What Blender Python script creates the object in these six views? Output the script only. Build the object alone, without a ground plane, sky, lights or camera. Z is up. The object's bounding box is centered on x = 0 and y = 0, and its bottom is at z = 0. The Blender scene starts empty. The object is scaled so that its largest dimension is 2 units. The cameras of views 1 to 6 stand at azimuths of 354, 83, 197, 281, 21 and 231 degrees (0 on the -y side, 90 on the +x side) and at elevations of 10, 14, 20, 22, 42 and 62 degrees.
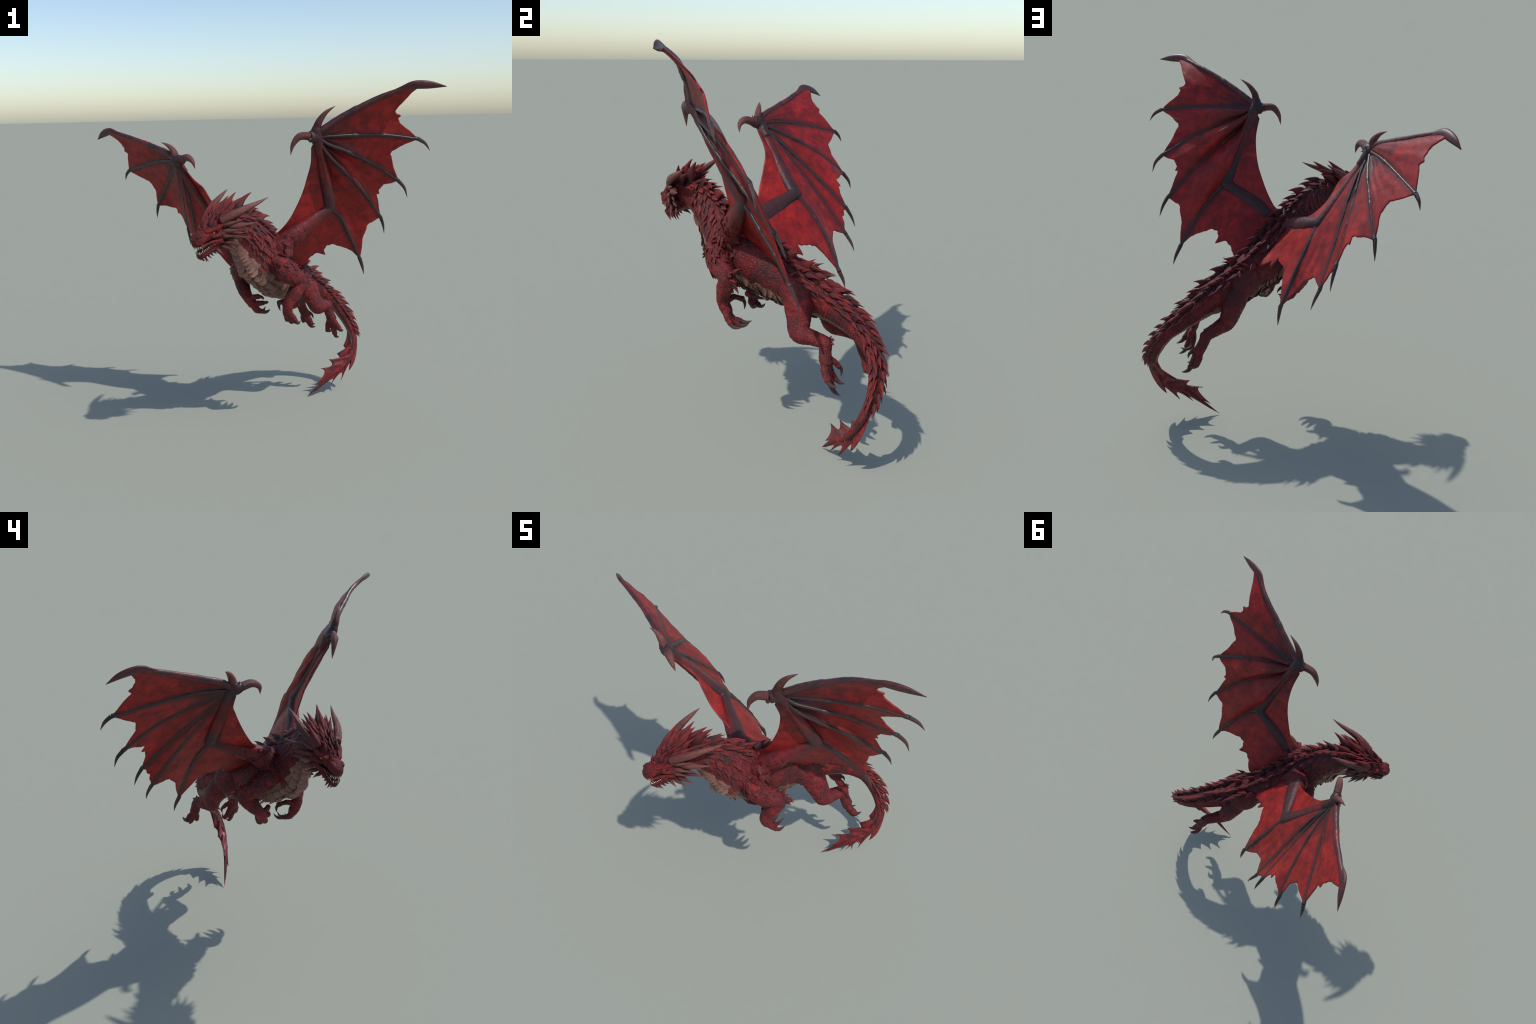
# A red winged dragon in flight: organic body (one skin split by anatomy), wings with bones
# and membranes, horns, spikes, scales, teeth and claws, all built procedurally.
import bpy, math, random
import numpy as np
from mathutils import Vector, Matrix, noise
from mathutils.bvhtree import BVHTree

rng = random.Random(7)
nrng = np.random.default_rng(11)
SCN = bpy.context.scene
VOXEL = 0.0034

# ------------------------------------------------------------------ small maths
def V(*a):
    return np.array(a, float)

def unit(v):
    v = np.asarray(v, float)
    return v / (np.linalg.norm(v, axis=-1, keepdims=True) + 1e-12)

def curve(pts, n):
    """Centripetal-like Catmull-Rom through rows of pts (xyz + any extra columns)."""
    P = np.asarray(pts, float)
    d = np.linalg.norm(np.diff(P[:, :3], axis=0), axis=1)
    t = np.r_[0, np.cumsum(d)]
    m = np.zeros_like(P)
    for i in range(len(P)):
        a, b = max(i - 1, 0), min(i + 1, len(P) - 1)
        m[i] = (P[b] - P[a]) / (t[b] - t[a] + 1e-12)
    q = np.linspace(0, t[-1], n)
    k = np.clip(np.searchsorted(t, q, side="right") - 1, 0, len(P) - 2)
    h = (t[k + 1] - t[k])[:, None]
    s = ((q - t[k]) / (t[k + 1] - t[k] + 1e-12))[:, None]
    return ((2 * s**3 - 3 * s**2 + 1) * P[k] + (s**3 - 2 * s**2 + s) * h * m[k]
            + (-2 * s**3 + 3 * s**2) * P[k + 1] + (s**3 - s**2) * h * m[k + 1])

def tangents(P):
    return unit(np.gradient(P[:, :3], axis=0))

def smooth(a, b, x):
    t = np.clip((x - a) / (b - a), 0, 1)
    return t * t * (3 - 2 * t)

def fbm(p, f, o=3):
    v, a, s = 0.0, 1.0, 0.0
    q = Vector(p) * f
    for _ in range(o):
        v += a * noise.noise(q); s += a
        q = q * 2.03 + Vector((3.1, 1.7, 5.3)); a *= 0.5
    return v / s

# ------------------------------------------------------------------ mesh pieces
def rings_to_mesh(R):
    """R: (n rings, m points, 3) closed loops -> verts, faces with end caps."""
    n, m, _ = R.shape
    verts = list(R.reshape(-1, 3))
    faces = []
    for i in range(n - 1):
        for j in range(m):
            a, b = i * m + j, i * m + (j + 1) % m
            faces.append((a, b, b + m, a + m))
    verts.append(R[0].mean(0)); c0 = len(verts) - 1
    verts.append(R[-1].mean(0)); c1 = len(verts) - 1
    for j in range(m):
        k = (j + 1) % m
        faces.append((c0, k, j))
        faces.append((c1, (n - 1) * m + j, (n - 1) * m + k))
    return np.array(verts), faces

def frames(P, up):
    """lateral, up for each point of the path; up is a vector or an array of hints."""
    T = tangents(P)
    up = np.broadcast_to(np.asarray(up, float), T.shape)
    L = unit(np.cross(up, T))
    return L, np.cross(T, L), T

def tube(pts, up=(0, 0, 1), n=24, sides=14, flat=1.0):
    """pts rows: x y z r. Tapered round limb; flat squeezes the lateral axis."""
    P = curve(pts, n)
    L, U, T = frames(P, up)
    a = np.linspace(0, 2 * np.pi, sides, endpoint=False)
    r = np.maximum(P[:, 3], 0.0006)[:, None, None]
    R = P[:, None, :3] + r * (flat * np.cos(a)[None, :, None] * L[:, None] + np.sin(a)[None, :, None] * U[:, None])
    return rings_to_mesh(R)

def blob(c, r, axes=None, n=12, m=16):
    """ellipsoid, r = three radii along the rows of axes"""
    A = np.eye(3) if axes is None else np.array([unit(x) for x in axes])
    u = np.linspace(0.02, np.pi - 0.02, n)
    a = np.linspace(0, 2 * np.pi, m, endpoint=False)
    X = np.stack([np.sin(u)[:, None] * np.cos(a), np.sin(u)[:, None] * np.sin(a), np.cos(u)[:, None] + 0 * a], -1)
    return rings_to_mesh(np.asarray(c, float) + (X * np.asarray(r)) @ A)

def join(parts):
    vs, fs, k = [], [], 0
    for v, f in parts:
        vs.append(np.asarray(v)); fs += [tuple(i + k for i in q) for q in f]; k += len(v)
    return np.vstack(vs), fs

def mesh_of(name, v, f, shade=True):
    me = bpy.data.meshes.new(name)
    me.from_pydata([tuple(x) for x in np.asarray(v, float)], [], f)
    me.update()
    if shade:
        me.polygons.foreach_set("use_smooth", [True] * len(me.polygons))
    return me

ROOT = bpy.data.objects.new("dragon", None)
SCN.collection.objects.link(ROOT)
ROOT["label"] = "crimson winged dragon in flight with spiked head, horns and curling tail"
ROOT["category"] = "dragon"

def add(name, me, parent=ROOT, mat=None, mw=None, kind=None):
    o = bpy.data.objects.new(name, me)
    SCN.collection.objects.link(o)
    o.parent = parent
    if mw is not None:
        o.matrix_world = mw
        o.matrix_parent_inverse = Matrix()
        o.matrix_basis = mw
    if mat is not None and me is not None and not len(me.materials):
        me.materials.append(mat)
    if kind:
        o["kind"] = kind
    return o

# ------------------------------------------------------------------ materials
class Mat:
    def __init__(self, name):
        self.m = bpy.data.materials.new(name); self.m.use_nodes = True
        self.t = self.m.node_tree; self.n = self.t.nodes
        self.b = self.n["Principled BSDF"]
        self.co = self.n.new("ShaderNodeTexCoord")
    def link(self, a, b): self.t.links.new(a, b)
    def scaled(self, scale, rot=(0, 0, 0)):
        k = self.n.new("ShaderNodeMapping")
        k.inputs["Scale"].default_value = scale if hasattr(scale, "__len__") else (scale,) * 3
        k.inputs["Rotation"].default_value = rot
        self.link(self.co.outputs["Object"], k.inputs["Vector"])
        return k.outputs["Vector"]
    def noise(self, scale, detail=4, rough=0.55, dist=0.0, vec=None):
        k = self.n.new("ShaderNodeTexNoise")
        k.inputs["Scale"].default_value = scale; k.inputs["Detail"].default_value = detail
        k.inputs["Roughness"].default_value = rough; k.inputs["Distortion"].default_value = dist
        self.link(vec if vec is not None else self.co.outputs["Object"], k.inputs["Vector"])
        return k.outputs["Fac"]
    def voronoi(self, scale, feature="DISTANCE_TO_EDGE", vec=None, out="Distance"):
        k = self.n.new("ShaderNodeTexVoronoi"); k.feature = feature
        k.inputs["Scale"].default_value = scale
        self.link(vec if vec is not None else self.co.outputs["Object"], k.inputs["Vector"])
        return k.outputs[out]
    def ramp(self, fac, stops, interp="LINEAR"):
        k = self.n.new("ShaderNodeValToRGB"); e = k.color_ramp.elements
        k.color_ramp.interpolation = interp
        while len(e) < len(stops): e.new(0.5)
        for el, (p, c) in zip(e, stops):
            el.position = p
            el.color = (*c, 1) if hasattr(c, "__len__") else (c, c, c, 1)
        self.link(fac, k.inputs["Fac"])
        return k.outputs["Color"]
    def mix(self, fac, a, b, mode="MIX"):
        k = self.n.new("ShaderNodeMix"); k.data_type = "RGBA"; k.blend_type = mode
        for s, x in (("Factor", fac), ("A", a), ("B", b)):
            i = [q for q in k.inputs if q.name == s and (q.type == "RGBA" if s != "Factor" else q.type == "VALUE")][0]
            if isinstance(x, bpy.types.NodeSocket): self.link(x, i)
            elif hasattr(x, "__len__"): i.default_value = (*x, 1)
            else: i.default_value = x
        return [q for q in k.outputs if q.type == "RGBA"][0]
    def math(self, op, a, b=0.0):
        k = self.n.new("ShaderNodeMath"); k.operation = op
        for i, x in enumerate((a, b)):
            if isinstance(x, bpy.types.NodeSocket): self.link(x, k.inputs[i])
            else: k.inputs[i].default_value = x
        return k.outputs[0]
    def axis(self, which, vec=None):
        k = self.n.new("ShaderNodeSeparateXYZ")
        self.link(vec if vec is not None else self.co.outputs["Object"], k.inputs[0])
        return k.outputs[which]
    def random(self):
        return self.n.new("ShaderNodeObjectInfo").outputs["Random"]
    def bump(self, h, strength=0.5, dist=0.002, prev=None):
        k = self.n.new("ShaderNodeBump")
        k.inputs["Strength"].default_value = strength; k.inputs["Distance"].default_value = dist
        self.link(h, k.inputs["Height"])
        if prev is not None: self.link(prev, k.inputs["Normal"])
        return k.outputs["Normal"]
    def done(self, col, rough=0.5, normal=None, spec=0.4):
        if isinstance(col, bpy.types.NodeSocket): self.link(col, self.b.inputs["Base Color"])
        else: self.b.inputs["Base Color"].default_value = (*col, 1)
        if isinstance(rough, bpy.types.NodeSocket): self.link(rough, self.b.inputs["Roughness"])
        else: self.b.inputs["Roughness"].default_value = rough
        self.b.inputs["Specular IOR Level"].default_value = spec
        if normal is not None: self.link(normal, self.b.inputs["Normal"])
        return self.m

RED, REDHI, DARK = (0.165, 0.0125, 0.0145), (0.30, 0.027, 0.026), (0.024, 0.016, 0.019)
GREY = (0.030, 0.024, 0.026)

def skin_material(name, scale_size, dark_amount):
    m = Mat(name)
    big = m.noise(13, 6, 0.62, 0.4)
    mid = m.noise(38, 4, 0.6)
    cells = m.voronoi(1.0 / scale_size, "F1", out="Color")
    edge = m.voronoi(1.0 / scale_size, "DISTANCE_TO_EDGE")
    fine = m.voronoi(2.3 / scale_size, "DISTANCE_TO_EDGE")
    k = m.ramp(big, [(0.33 + dark_amount, DARK), (0.50 + dark_amount, RED), (0.68 + 0.5 * dark_amount, REDHI)])
    k = m.mix(m.ramp(mid, [(0.46, 0.0), (0.60, 0.8)]), k, (0.042, 0.016, 0.018))
    soot = m.noise(5.5, 5, 0.65, 0.6)
    k = m.mix(m.ramp(soot, [(0.50, 0.0), (0.66, 0.7)]), k, (0.032, 0.020, 0.023))
    k = m.mix(m.math("MULTIPLY", m.axis(0, cells), 0.30), k, REDHI)
    k = m.mix(m.ramp(edge, [(0.0, 0.55), (0.12, 0.0)]), k, (0.022, 0.010, 0.012))
    nrm = m.bump(m.ramp(edge, [(0.0, 0.0), (0.22, 0.85), (0.5, 1.0)]), 0.75, 0.0022)
    nrm = m.bump(m.ramp(fine, [(0.0, 0.0), (0.25, 1.0)]), 0.35, 0.0008, nrm)
    return m.done(k, m.ramp(mid, [(0.3, 0.42), (0.7, 0.6)]), nrm, 0.20)

M_SKIN = skin_material("red_scaly_skin", 0.0085, 0.0)
M_NECK = skin_material("dark_red_scaly_skin", 0.011, 0.04)
M_BACK = skin_material("dark_back_skin", 0.010, 0.13)
M_FLANK = skin_material("grey_flank_skin", 0.014, 0.10)
M_HEAD = skin_material("red_face_skin", 0.0055, -0.02)

def belly_material():
    m = Mat("tan_belly_skin")
    a = m.noise(24, 5, 0.6); c = m.noise(120, 4)
    k = m.ramp(a, [(0.3, (0.130, 0.066, 0.048)), (0.55, (0.22, 0.112, 0.082)), (0.75, (0.30, 0.150, 0.112))])
    k = m.mix(m.ramp(c, [(0.45, 0.0), (0.7, 0.5)]), k, (0.11, 0.066, 0.05))
    nrm = m.bump(c, 0.5, 0.0018)
    return m.done(k, 0.62, nrm, 0.3)
M_BELLY = belly_material()

def horn_material(name, base, tip, lo=0.15, hi=0.9, rough=0.42, rim=None):
    """local z runs 0 (root) .. 1 (tip) on every horn, spike, claw and scale"""
    m = Mat(name)
    z = m.axis(2)
    streak = m.noise(3.0, 4, 0.65, vec=m.scaled((9, 9, 1.2)))
    grey_mottle = m.noise(2.2, 4, 0.6, vec=m.scaled((2, 2, 3)))
    k = m.ramp(z, [(lo, base), (hi, tip)])
    k = m.mix(m.ramp(streak, [(0.42, 0.0), (0.68, 0.7)]), k, tuple(x * 0.45 for x in base))
    k = m.mix(m.ramp(grey_mottle, [(0.44, 0.0), (0.68, 0.8)]), k, GREY)
    if rim:
        k = m.mix(m.ramp(m.math("ABSOLUTE", m.axis(0)), [(0.62, 0.0), (0.92, 0.7)]), k, rim)
    k = m.mix(m.math("MULTIPLY", m.random(), 0.35), k, tuple(min(1, x * 1.3) for x in tip))
    nrm = m.bump(streak, 0.35, 0.05)
    return m.done(k, rough, nrm, 0.24)

M_SPIKE = horn_material("red_spike", (0.024, 0.014, 0.017), (0.27, 0.020, 0.017), 0.24, 0.95)  # root colour darkened to paint the occlusion shade between spikes
M_SCALE = horn_material("red_scale", (0.032, 0.015, 0.018), (0.25, 0.019, 0.018), 0.52, 1.0, 0.40, (0.17, 0.013, 0.014))
M_HORN = horn_material("brown_horn", (0.085, 0.015, 0.016), (0.200, 0.070, 0.056), 0.15, 0.95)
M_CLAW = horn_material("dark_claw", (0.030, 0.016, 0.017), (0.110, 0.050, 0.043), 0.25, 1.0, 0.32)
M_SCUTE = horn_material("tan_scute", (0.085, 0.043, 0.033), (0.33, 0.160, 0.118), 0.1, 0.9, 0.55)

def tooth_material():
    m = Mat("ivory_tooth")
    k = m.ramp(m.axis(2), [(0.0, (0.36, 0.24, 0.17)), (0.5, (0.66, 0.55, 0.43))])
    return m.done(k, 0.35, None, 0.5)
M_TOOTH = tooth_material()
M_MOUTH = Mat("dark_mouth").done((0.018, 0.010, 0.012), 0.5)

def eye_material():
    m = Mat("amber_eye")
    x = m.axis(1)      # local y across the slit pupil
    k = m.ramp(m.math("ABSOLUTE", x), [(0.10, (0.01, 0.008, 0.005)), (0.17, (0.60, 0.33, 0.07)), (0.6, (0.42, 0.16, 0.03))])
    return m.done(k, 0.15, None, 0.6)
M_EYE = eye_material()

def near_lines(m, segs):
    """smallest distance from the surface point to a set of straight bones (node maths)"""
    p = m.co.outputs["Object"]; best = None
    def vm(op, a, b=None, sc=None):
        k = m.n.new("ShaderNodeVectorMath"); k.operation = op
        for i, x in enumerate((a, b)):
            if x is None: continue
            if isinstance(x, bpy.types.NodeSocket): m.link(x, k.inputs[i])
            else: k.inputs[i].default_value = tuple(x)
        if sc is not None: m.link(sc, k.inputs["Scale"])
        return k.outputs["Value"] if op in ("DOT_PRODUCT", "LENGTH") else k.outputs["Vector"]
    for a, b in segs:
        a, b = np.asarray(a, float), np.asarray(b, float)
        ln = np.linalg.norm(b - a); d = (b - a) / ln
        q = vm("SUBTRACT", p, a)
        t = m.math("MINIMUM", m.math("MAXIMUM", vm("DOT_PRODUCT", q, d), 0.0), float(ln))
        k = m.n.new("ShaderNodeVectorMath"); k.operation = "SCALE"; k.inputs[0].default_value = tuple(d); m.link(t, k.inputs["Scale"])
        dist = vm("LENGTH", vm("SUBTRACT", q, k.outputs["Vector"]))
        best = dist if best is None else m.math("MINIMUM", best, dist)
    return best

def bone_material():
    m = Mat("wing_bone")
    a = m.noise(13, 5, 0.6, 0.4); c = m.noise(90, 4, 0.6)
    k = m.ramp(a, [(0.40, (0.026, 0.020, 0.022)), (0.66, (0.042, 0.019, 0.021)), (0.82, (0.095, 0.016, 0.018))])
    k = m.mix(m.ramp(c, [(0.5, 0.0), (0.75, 0.45)]), k, (0.020, 0.015, 0.017))
    return m.done(k, m.ramp(c, [(0.3, 0.36), (0.7, 0.5)]), m.bump(c, 0.35, 0.002), 0.4)
M_BONE = bone_material()

def rim_material():
    m = Mat("wing_edge_bone")
    a = m.noise(16, 5, 0.6, 0.4); c = m.noise(70, 4, 0.6)
    k = m.ramp(a, [(0.36, (0.034, 0.018, 0.021)), (0.52, (0.085, 0.016, 0.019)), (0.72, (0.17, 0.018, 0.020))])
    k = m.mix(m.ramp(c, [(0.5, 0.0), (0.75, 0.5)]), k, (0.026, 0.015, 0.018))
    return m.done(k, m.ramp(c, [(0.3, 0.36), (0.7, 0.5)]), m.bump(c, 0.35, 0.002), 0.4)
M_RIM = rim_material()

def arm_material(side, shoulder, elbow, wrist, tip, front):
    """dark hide round elbow, wrist and hand, red muscle between"""
    m = Mat("wing_arm_skin")
    a = m.noise(10, 5, 0.6, 0.4); c = m.noise(70, 4, 0.6)
    edge = m.voronoi(120)
    k = m.ramp(a, [(0.30, (0.060, 0.014, 0.017)), (0.50, (0.125, 0.014, 0.016)), (0.68, RED)])
    k = m.mix(m.ramp(c, [(0.5, 0.0), (0.75, 0.5)]), k, (0.035, 0.013, 0.016))
    d = near_lines(m, [(elbow, np.asarray(elbow) * 0.86 + np.asarray(wrist) * 0.14), (wrist, tip)])
    d = m.math("ADD", d, m.math("MULTIPLY", m.math("SUBTRACT", a, 0.5), 0.09))
    k = m.mix(m.ramp(d, [(0.02, 0.85), (0.10, 0.0)]), k, (0.030, 0.021, 0.023))
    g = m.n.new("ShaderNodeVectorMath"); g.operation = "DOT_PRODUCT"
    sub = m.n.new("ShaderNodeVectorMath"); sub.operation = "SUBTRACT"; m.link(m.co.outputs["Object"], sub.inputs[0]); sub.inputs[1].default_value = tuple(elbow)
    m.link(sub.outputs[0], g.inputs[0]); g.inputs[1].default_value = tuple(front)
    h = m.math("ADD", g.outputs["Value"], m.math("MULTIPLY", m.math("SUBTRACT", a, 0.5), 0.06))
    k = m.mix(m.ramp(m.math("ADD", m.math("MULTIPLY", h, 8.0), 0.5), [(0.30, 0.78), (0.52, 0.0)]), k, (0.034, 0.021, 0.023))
    nrm = m.bump(edge, 0.4, 0.002)
    return m.done(k, 0.46, m.bump(c, 0.3, 0.002, nrm), 0.26)

def membrane_material(side, wrist, segs):
    """red leather, darker along every bone and round the hand, with streaks fanning from the wrist"""
    m = Mat("wing_membrane")
    p = m.co.outputs["Object"]
    v = m.n.new("ShaderNodeVectorMath"); v.operation = "SUBTRACT"; m.link(p, v.inputs[0]); v.inputs[1].default_value = tuple(wrist)
    u = m.n.new("ShaderNodeVectorMath"); u.operation = "NORMALIZE"; m.link(v.outputs[0], u.inputs[0])
    us = m.n.new("ShaderNodeVectorMath"); us.operation = "SCALE"; m.link(u.outputs[0], us.inputs[0]); us.inputs["Scale"].default_value = 3.0
    ps = m.n.new("ShaderNodeVectorMath"); ps.operation = "SCALE"; m.link(p, ps.inputs[0]); ps.inputs["Scale"].default_value = 1.0
    fan = m.n.new("ShaderNodeVectorMath"); fan.operation = "ADD"; m.link(us.outputs[0], fan.inputs[0]); m.link(ps.outputs[0], fan.inputs[1])
    streak = m.noise(7, 5, 0.65, 0.3, vec=fan.outputs[0])
    blot = m.noise(14, 4, 0.6, 0.5)
    vein = m.noise(30, 5, 0.62, 1.0)
    fine = m.noise(85, 4, 0.6)
    k = m.ramp(blot, [(0.30, (0.185, 0.0125, 0.0130)), (0.45, (0.280, 0.0150, 0.0140)), (0.60, (0.390, 0.0195, 0.0160)), (0.76, (0.50, 0.030, 0.020))])
    k = m.mix(m.ramp(streak, [(0.50, 0.0), (0.74, 0.5)]), k, (0.095, 0.012, 0.013))
    k = m.mix(m.ramp(vein, [(0.50, 0.0), (0.70, 0.5)]), k, (0.075, 0.010, 0.012))
    d = near_lines(m, segs)
    d = m.math("ADD", d, m.math("MULTIPLY", m.math("SUBTRACT", vein, 0.5), 0.022))
    k = m.mix(m.ramp(d, [(0.004, 0.80), (0.034, 0.0)]), k, (0.036, 0.015, 0.017))
    ln = m.n.new("ShaderNodeVectorMath"); ln.operation = "LENGTH"; m.link(v.outputs[0], ln.inputs[0])
    hand = m.math("ADD", ln.outputs["Value"], m.math("MULTIPLY", m.math("SUBTRACT", blot, 0.5), 0.25))
    k = m.mix(m.ramp(hand, [(0.05, 0.75), (0.34, 0.0)]), k, (0.046, 0.015, 0.017))
    nrm = m.bump(vein, 0.25, 0.004)
    m.done(k, m.ramp(vein, [(0.3, 0.42), (0.7, 0.55)]), m.bump(fine, 0.2, 0.002, nrm), 0.30)
    tr = m.n.new("ShaderNodeBsdfTranslucent"); m.link(k, tr.inputs["Color"])
    mx = m.n.new("ShaderNodeMixShader"); mx.inputs[0].default_value = 0.15
    m.link(m.b.outputs[0], mx.inputs[1]); m.link(tr.outputs[0], mx.inputs[2])
    m.link(mx.outputs[0], m.n["Material Output"].inputs["Surface"])
    return m.m

# ------------------------------------------------------------------ canonical shared shapes (root at 0, tip at z = 1)
def canon_thorn(name, bend=0.25, bulge=0.0, power=0.8, rings=12, sides=10, mat=None, ridge=0.0, fin=0.0, keel=0.0):
    z = np.linspace(0, 1, rings)
    a = np.linspace(0, 2 * np.pi, sides, endpoint=False)
    r = (1 - z) ** power * (1 + bulge * np.sin(np.pi * np.minimum(z * 1.6, 1)))
    r = np.maximum(r, 0.012)
    R = np.zeros((rings, sides, 3))
    for i in range(rings):
        ri = r[i] * (1 + ridge * np.cos(a * (sides // 2)))
        x = ri * np.cos(a)
        y = ri * np.sin(a) * (1 + fin * (1 - z[i]) ** 1.6)
        R[i, :, 0] = x * (1 + keel * (np.sin(a) < -0.5) * -0.5)
        R[i, :, 1] = y + bend * (z[i] ** 2 - z[i]) / max(1e-6, 1) * 4 * -1 * 0.25
        R[i, :, 2] = z[i]
    v, f = rings_to_mesh(R)
    me = mesh_of(name, v, f); me.materials.append(mat)
    return me

def canon_leaf(name, mat, thick=0.35, wide=0.42, curl=0.12, blunt=False):
    """overlapping scale: x across (half width 1), y outward from the skin, z along"""
    rings, sides = 12, 12
    z = np.linspace(0, 1, rings)
    if blunt:
        w = np.where(z < 0.6, 0.80 + 0.20 * np.sin(np.pi * z / 1.2), 1 - 0.45 * (np.maximum(z - 0.6, 0) / 0.4) ** 1.6)
    else:
        w = np.where(z < wide, 0.60 + 0.40 * np.sin(np.pi * z / (2 * wide)), np.maximum(1 - (z - wide) / (1 - wide), 0) ** 0.85)
    w = np.maximum(w, 0.02)
    a = np.linspace(0, 2 * np.pi, sides, endpoint=False)
    R = np.zeros((rings, sides, 3))
    for i in range(rings):
        c, s = np.cos(a), np.sin(a)
        crown = (1 - np.abs(c) ** 4) ** 0.5 if blunt else np.maximum(0, 1 - np.abs(c)) ** 0.8
        up = np.where(s > 0, crown, -0.35 * np.abs(s))
        R[i, :, 0] = w[i] * c
        R[i, :, 1] = thick * w[i] ** 0.6 * up + curl * z[i] ** 2
        R[i, :, 2] = z[i]
    v, f = rings_to_mesh(R)
    me = mesh_of(name, v, f); me.materials.append(mat)
    return me

C_THORN = canon_thorn("thorn", 1.6, 0.12, 0.85, mat=M_SPIKE)
C_FIN = canon_thorn("dorsal_thorn", 3.4, 0.10, 0.85, mat=M_SPIKE, fin=1.0, rings=16, sides=12)
C_BACK = canon_thorn("back_thorn", 1.6, 0.55, 0.8, mat=M_SPIKE, rings=14, sides=12, fin=0.0)
C_CREST = canon_thorn("crest_thorn", 2.0, 0.30, 0.75, rings=14, mat=M_SPIKE, fin=0.35)
C_FRILL = canon_thorn("frill_horn", 1.8, 0.40, 0.8, rings=14, mat=M_HORN)
C_TOOTH = canon_thorn("tooth", 0.15, 0.1, 0.8, rings=7, sides=8, mat=M_TOOTH)
C_SCALE = canon_leaf("leaf_scale", M_SCALE)
C_QUILL = canon_leaf("quill_scale", M_SPIKE, 0.5, 0.38, 0.25)
C_SCUTE = canon_leaf("belly_scute", M_SCUTE, 0.30, 0.5, 0.30, True)

def place(name, me, base, tip, out, width, thick, parent):
    """map canonical z on base->tip, y towards `out` (convex side away from the skin)"""
    base, tip = np.asarray(base, float), np.asarray(tip, float)
    z = tip - base; ln = np.linalg.norm(z); z = z / ln
    out = np.asarray(out, float)
    y = out - z * (out @ z); y = unit(y)
    x = np.cross(y, z)
    m = Matrix(((x[0] * width, y[0] * thick, z[0] * ln, base[0]), (x[1] * width, y[1] * thick, z[1] * ln, base[1]),
                (x[2] * width, y[2] * thick, z[2] * ln, base[2]), (0, 0, 0, 1)))
    return add(name, me, parent, None, m)

def horn(name, pts, mat, parent, n=26, sides=14, rings=0.0, up=(0, 0, 1), flat=1.0, tilt=0.04):
    """free curved horn: rows x y z r; object sits at its root, z normalised 0..1 for the material"""
    P = curve(pts, n)
    s = np.linspace(0, 1, n)
    P[:, 3] *= 1 + rings * np.sin(s * 60) * (1 - s)
    L, U, T = frames(P, up)
    a = np.linspace(0, 2 * np.pi, sides, endpoint=False)
    r = np.maximum(P[:, 3], 0.0007)[:, None, None] * (1 + tilt * np.cos(5 * a + 1.0))[None, :, None]
    R = P[:, None, :3] + r * (flat * np.cos(a)[None, :, None] * L[:, None] + np.sin(a)[None, :, None] * U[:, None])
    v, f = rings_to_mesh(R)
    base, tip = P[0, :3], P[-1, :3]
    z = tip - base; ln = np.linalg.norm(z); q = Vector(z).to_track_quat("Z", "Y")
    mw = Matrix.Translation(Vector(base)) @ q.to_matrix().to_4x4() @ Matrix.Scale(ln, 4)
    inv = np.array(mw.inverted())
    v = np.asarray(v) @ inv[:3, :3].T + inv[:3, 3]
    return add(name, mesh_of(name, v, f), parent, mat, mw)

# ------------------------------------------------------------------ the spine (top of back, keel, half width)
# rows: back x y z, keel x y z, half width
SPINE = [
    (-0.210, -0.402, 1.326, -0.212, -0.402, 1.178, 0.056),
    (-0.140, -0.352, 1.318, -0.160, -0.354, 1.120, 0.056),
    (-0.064, -0.302, 1.276, -0.126, -0.318, 1.052, 0.060),
    (-0.002, -0.246, 1.226, -0.102, -0.300, 0.976, 0.070),
    (0.043, -0.190, 1.170, -0.066, -0.276, 0.904, 0.090),
    (0.080, -0.125, 1.118, -0.012, -0.214, 0.844, 0.112),
    (0.120, -0.048, 1.064, 0.044, -0.128, 0.793, 0.112),
    (0.166, 0.026, 1.010, 0.099, -0.032, 0.760, 0.098),
    (0.218, 0.102, 0.955, 0.160, 0.058, 0.730, 0.087),
    (0.278, 0.188, 0.902, 0.222, 0.154, 0.702, 0.078),
    (0.346, 0.269, 0.846, 0.298, 0.236, 0.684, 0.066),
    (0.416, 0.340, 0.778, 0.370, 0.310, 0.655, 0.057),
    (0.493, 0.396, 0.700, 0.442, 0.376, 0.613, 0.050),
    (0.572, 0.424, 0.612, 0.520, 0.414, 0.560, 0.043),
    (0.638, 0.424, 0.520, 0.580, 0.414, 0.482, 0.036),
    (0.681, 0.396, 0.424, 0.626, 0.389, 0.410, 0.030),
    (0.694, 0.358, 0.340, 0.646, 0.355, 0.345, 0.025),
    (0.672, 0.320, 0.255, 0.634, 0.322, 0.278, 0.021),
    (0.614, 0.289, 0.183, 0.585, 0.293, 0.212, 0.017),
    (0.508, 0.255, 0.120, 0.489, 0.258, 0.146, 0.0125),
    (0.416, 0.236, 0.052, 0.404, 0.238, 0.069, 0.008),
    (0.329, 0.223, -0.001, 0.326, 0.223, 0.002, 0.001),
]
NSP = 240
SP = curve([((r[0] + r[3]) / 2, (r[1] + r[4]) / 2, (r[2] + r[5]) / 2, *r) for r in SPINE], NSP)
SC, STOP, SBOT, SW = SP[:, :3], SP[:, 3:6], SP[:, 6:9], SP[:, 9]
ST = tangents(SC)                                   # towards the tail
SU = unit((STOP - SBOT) - ST * ((STOP - SBOT) * ST).sum(1, keepdims=True))
SL = np.cross(ST, SU)                               # dragon's left
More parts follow.
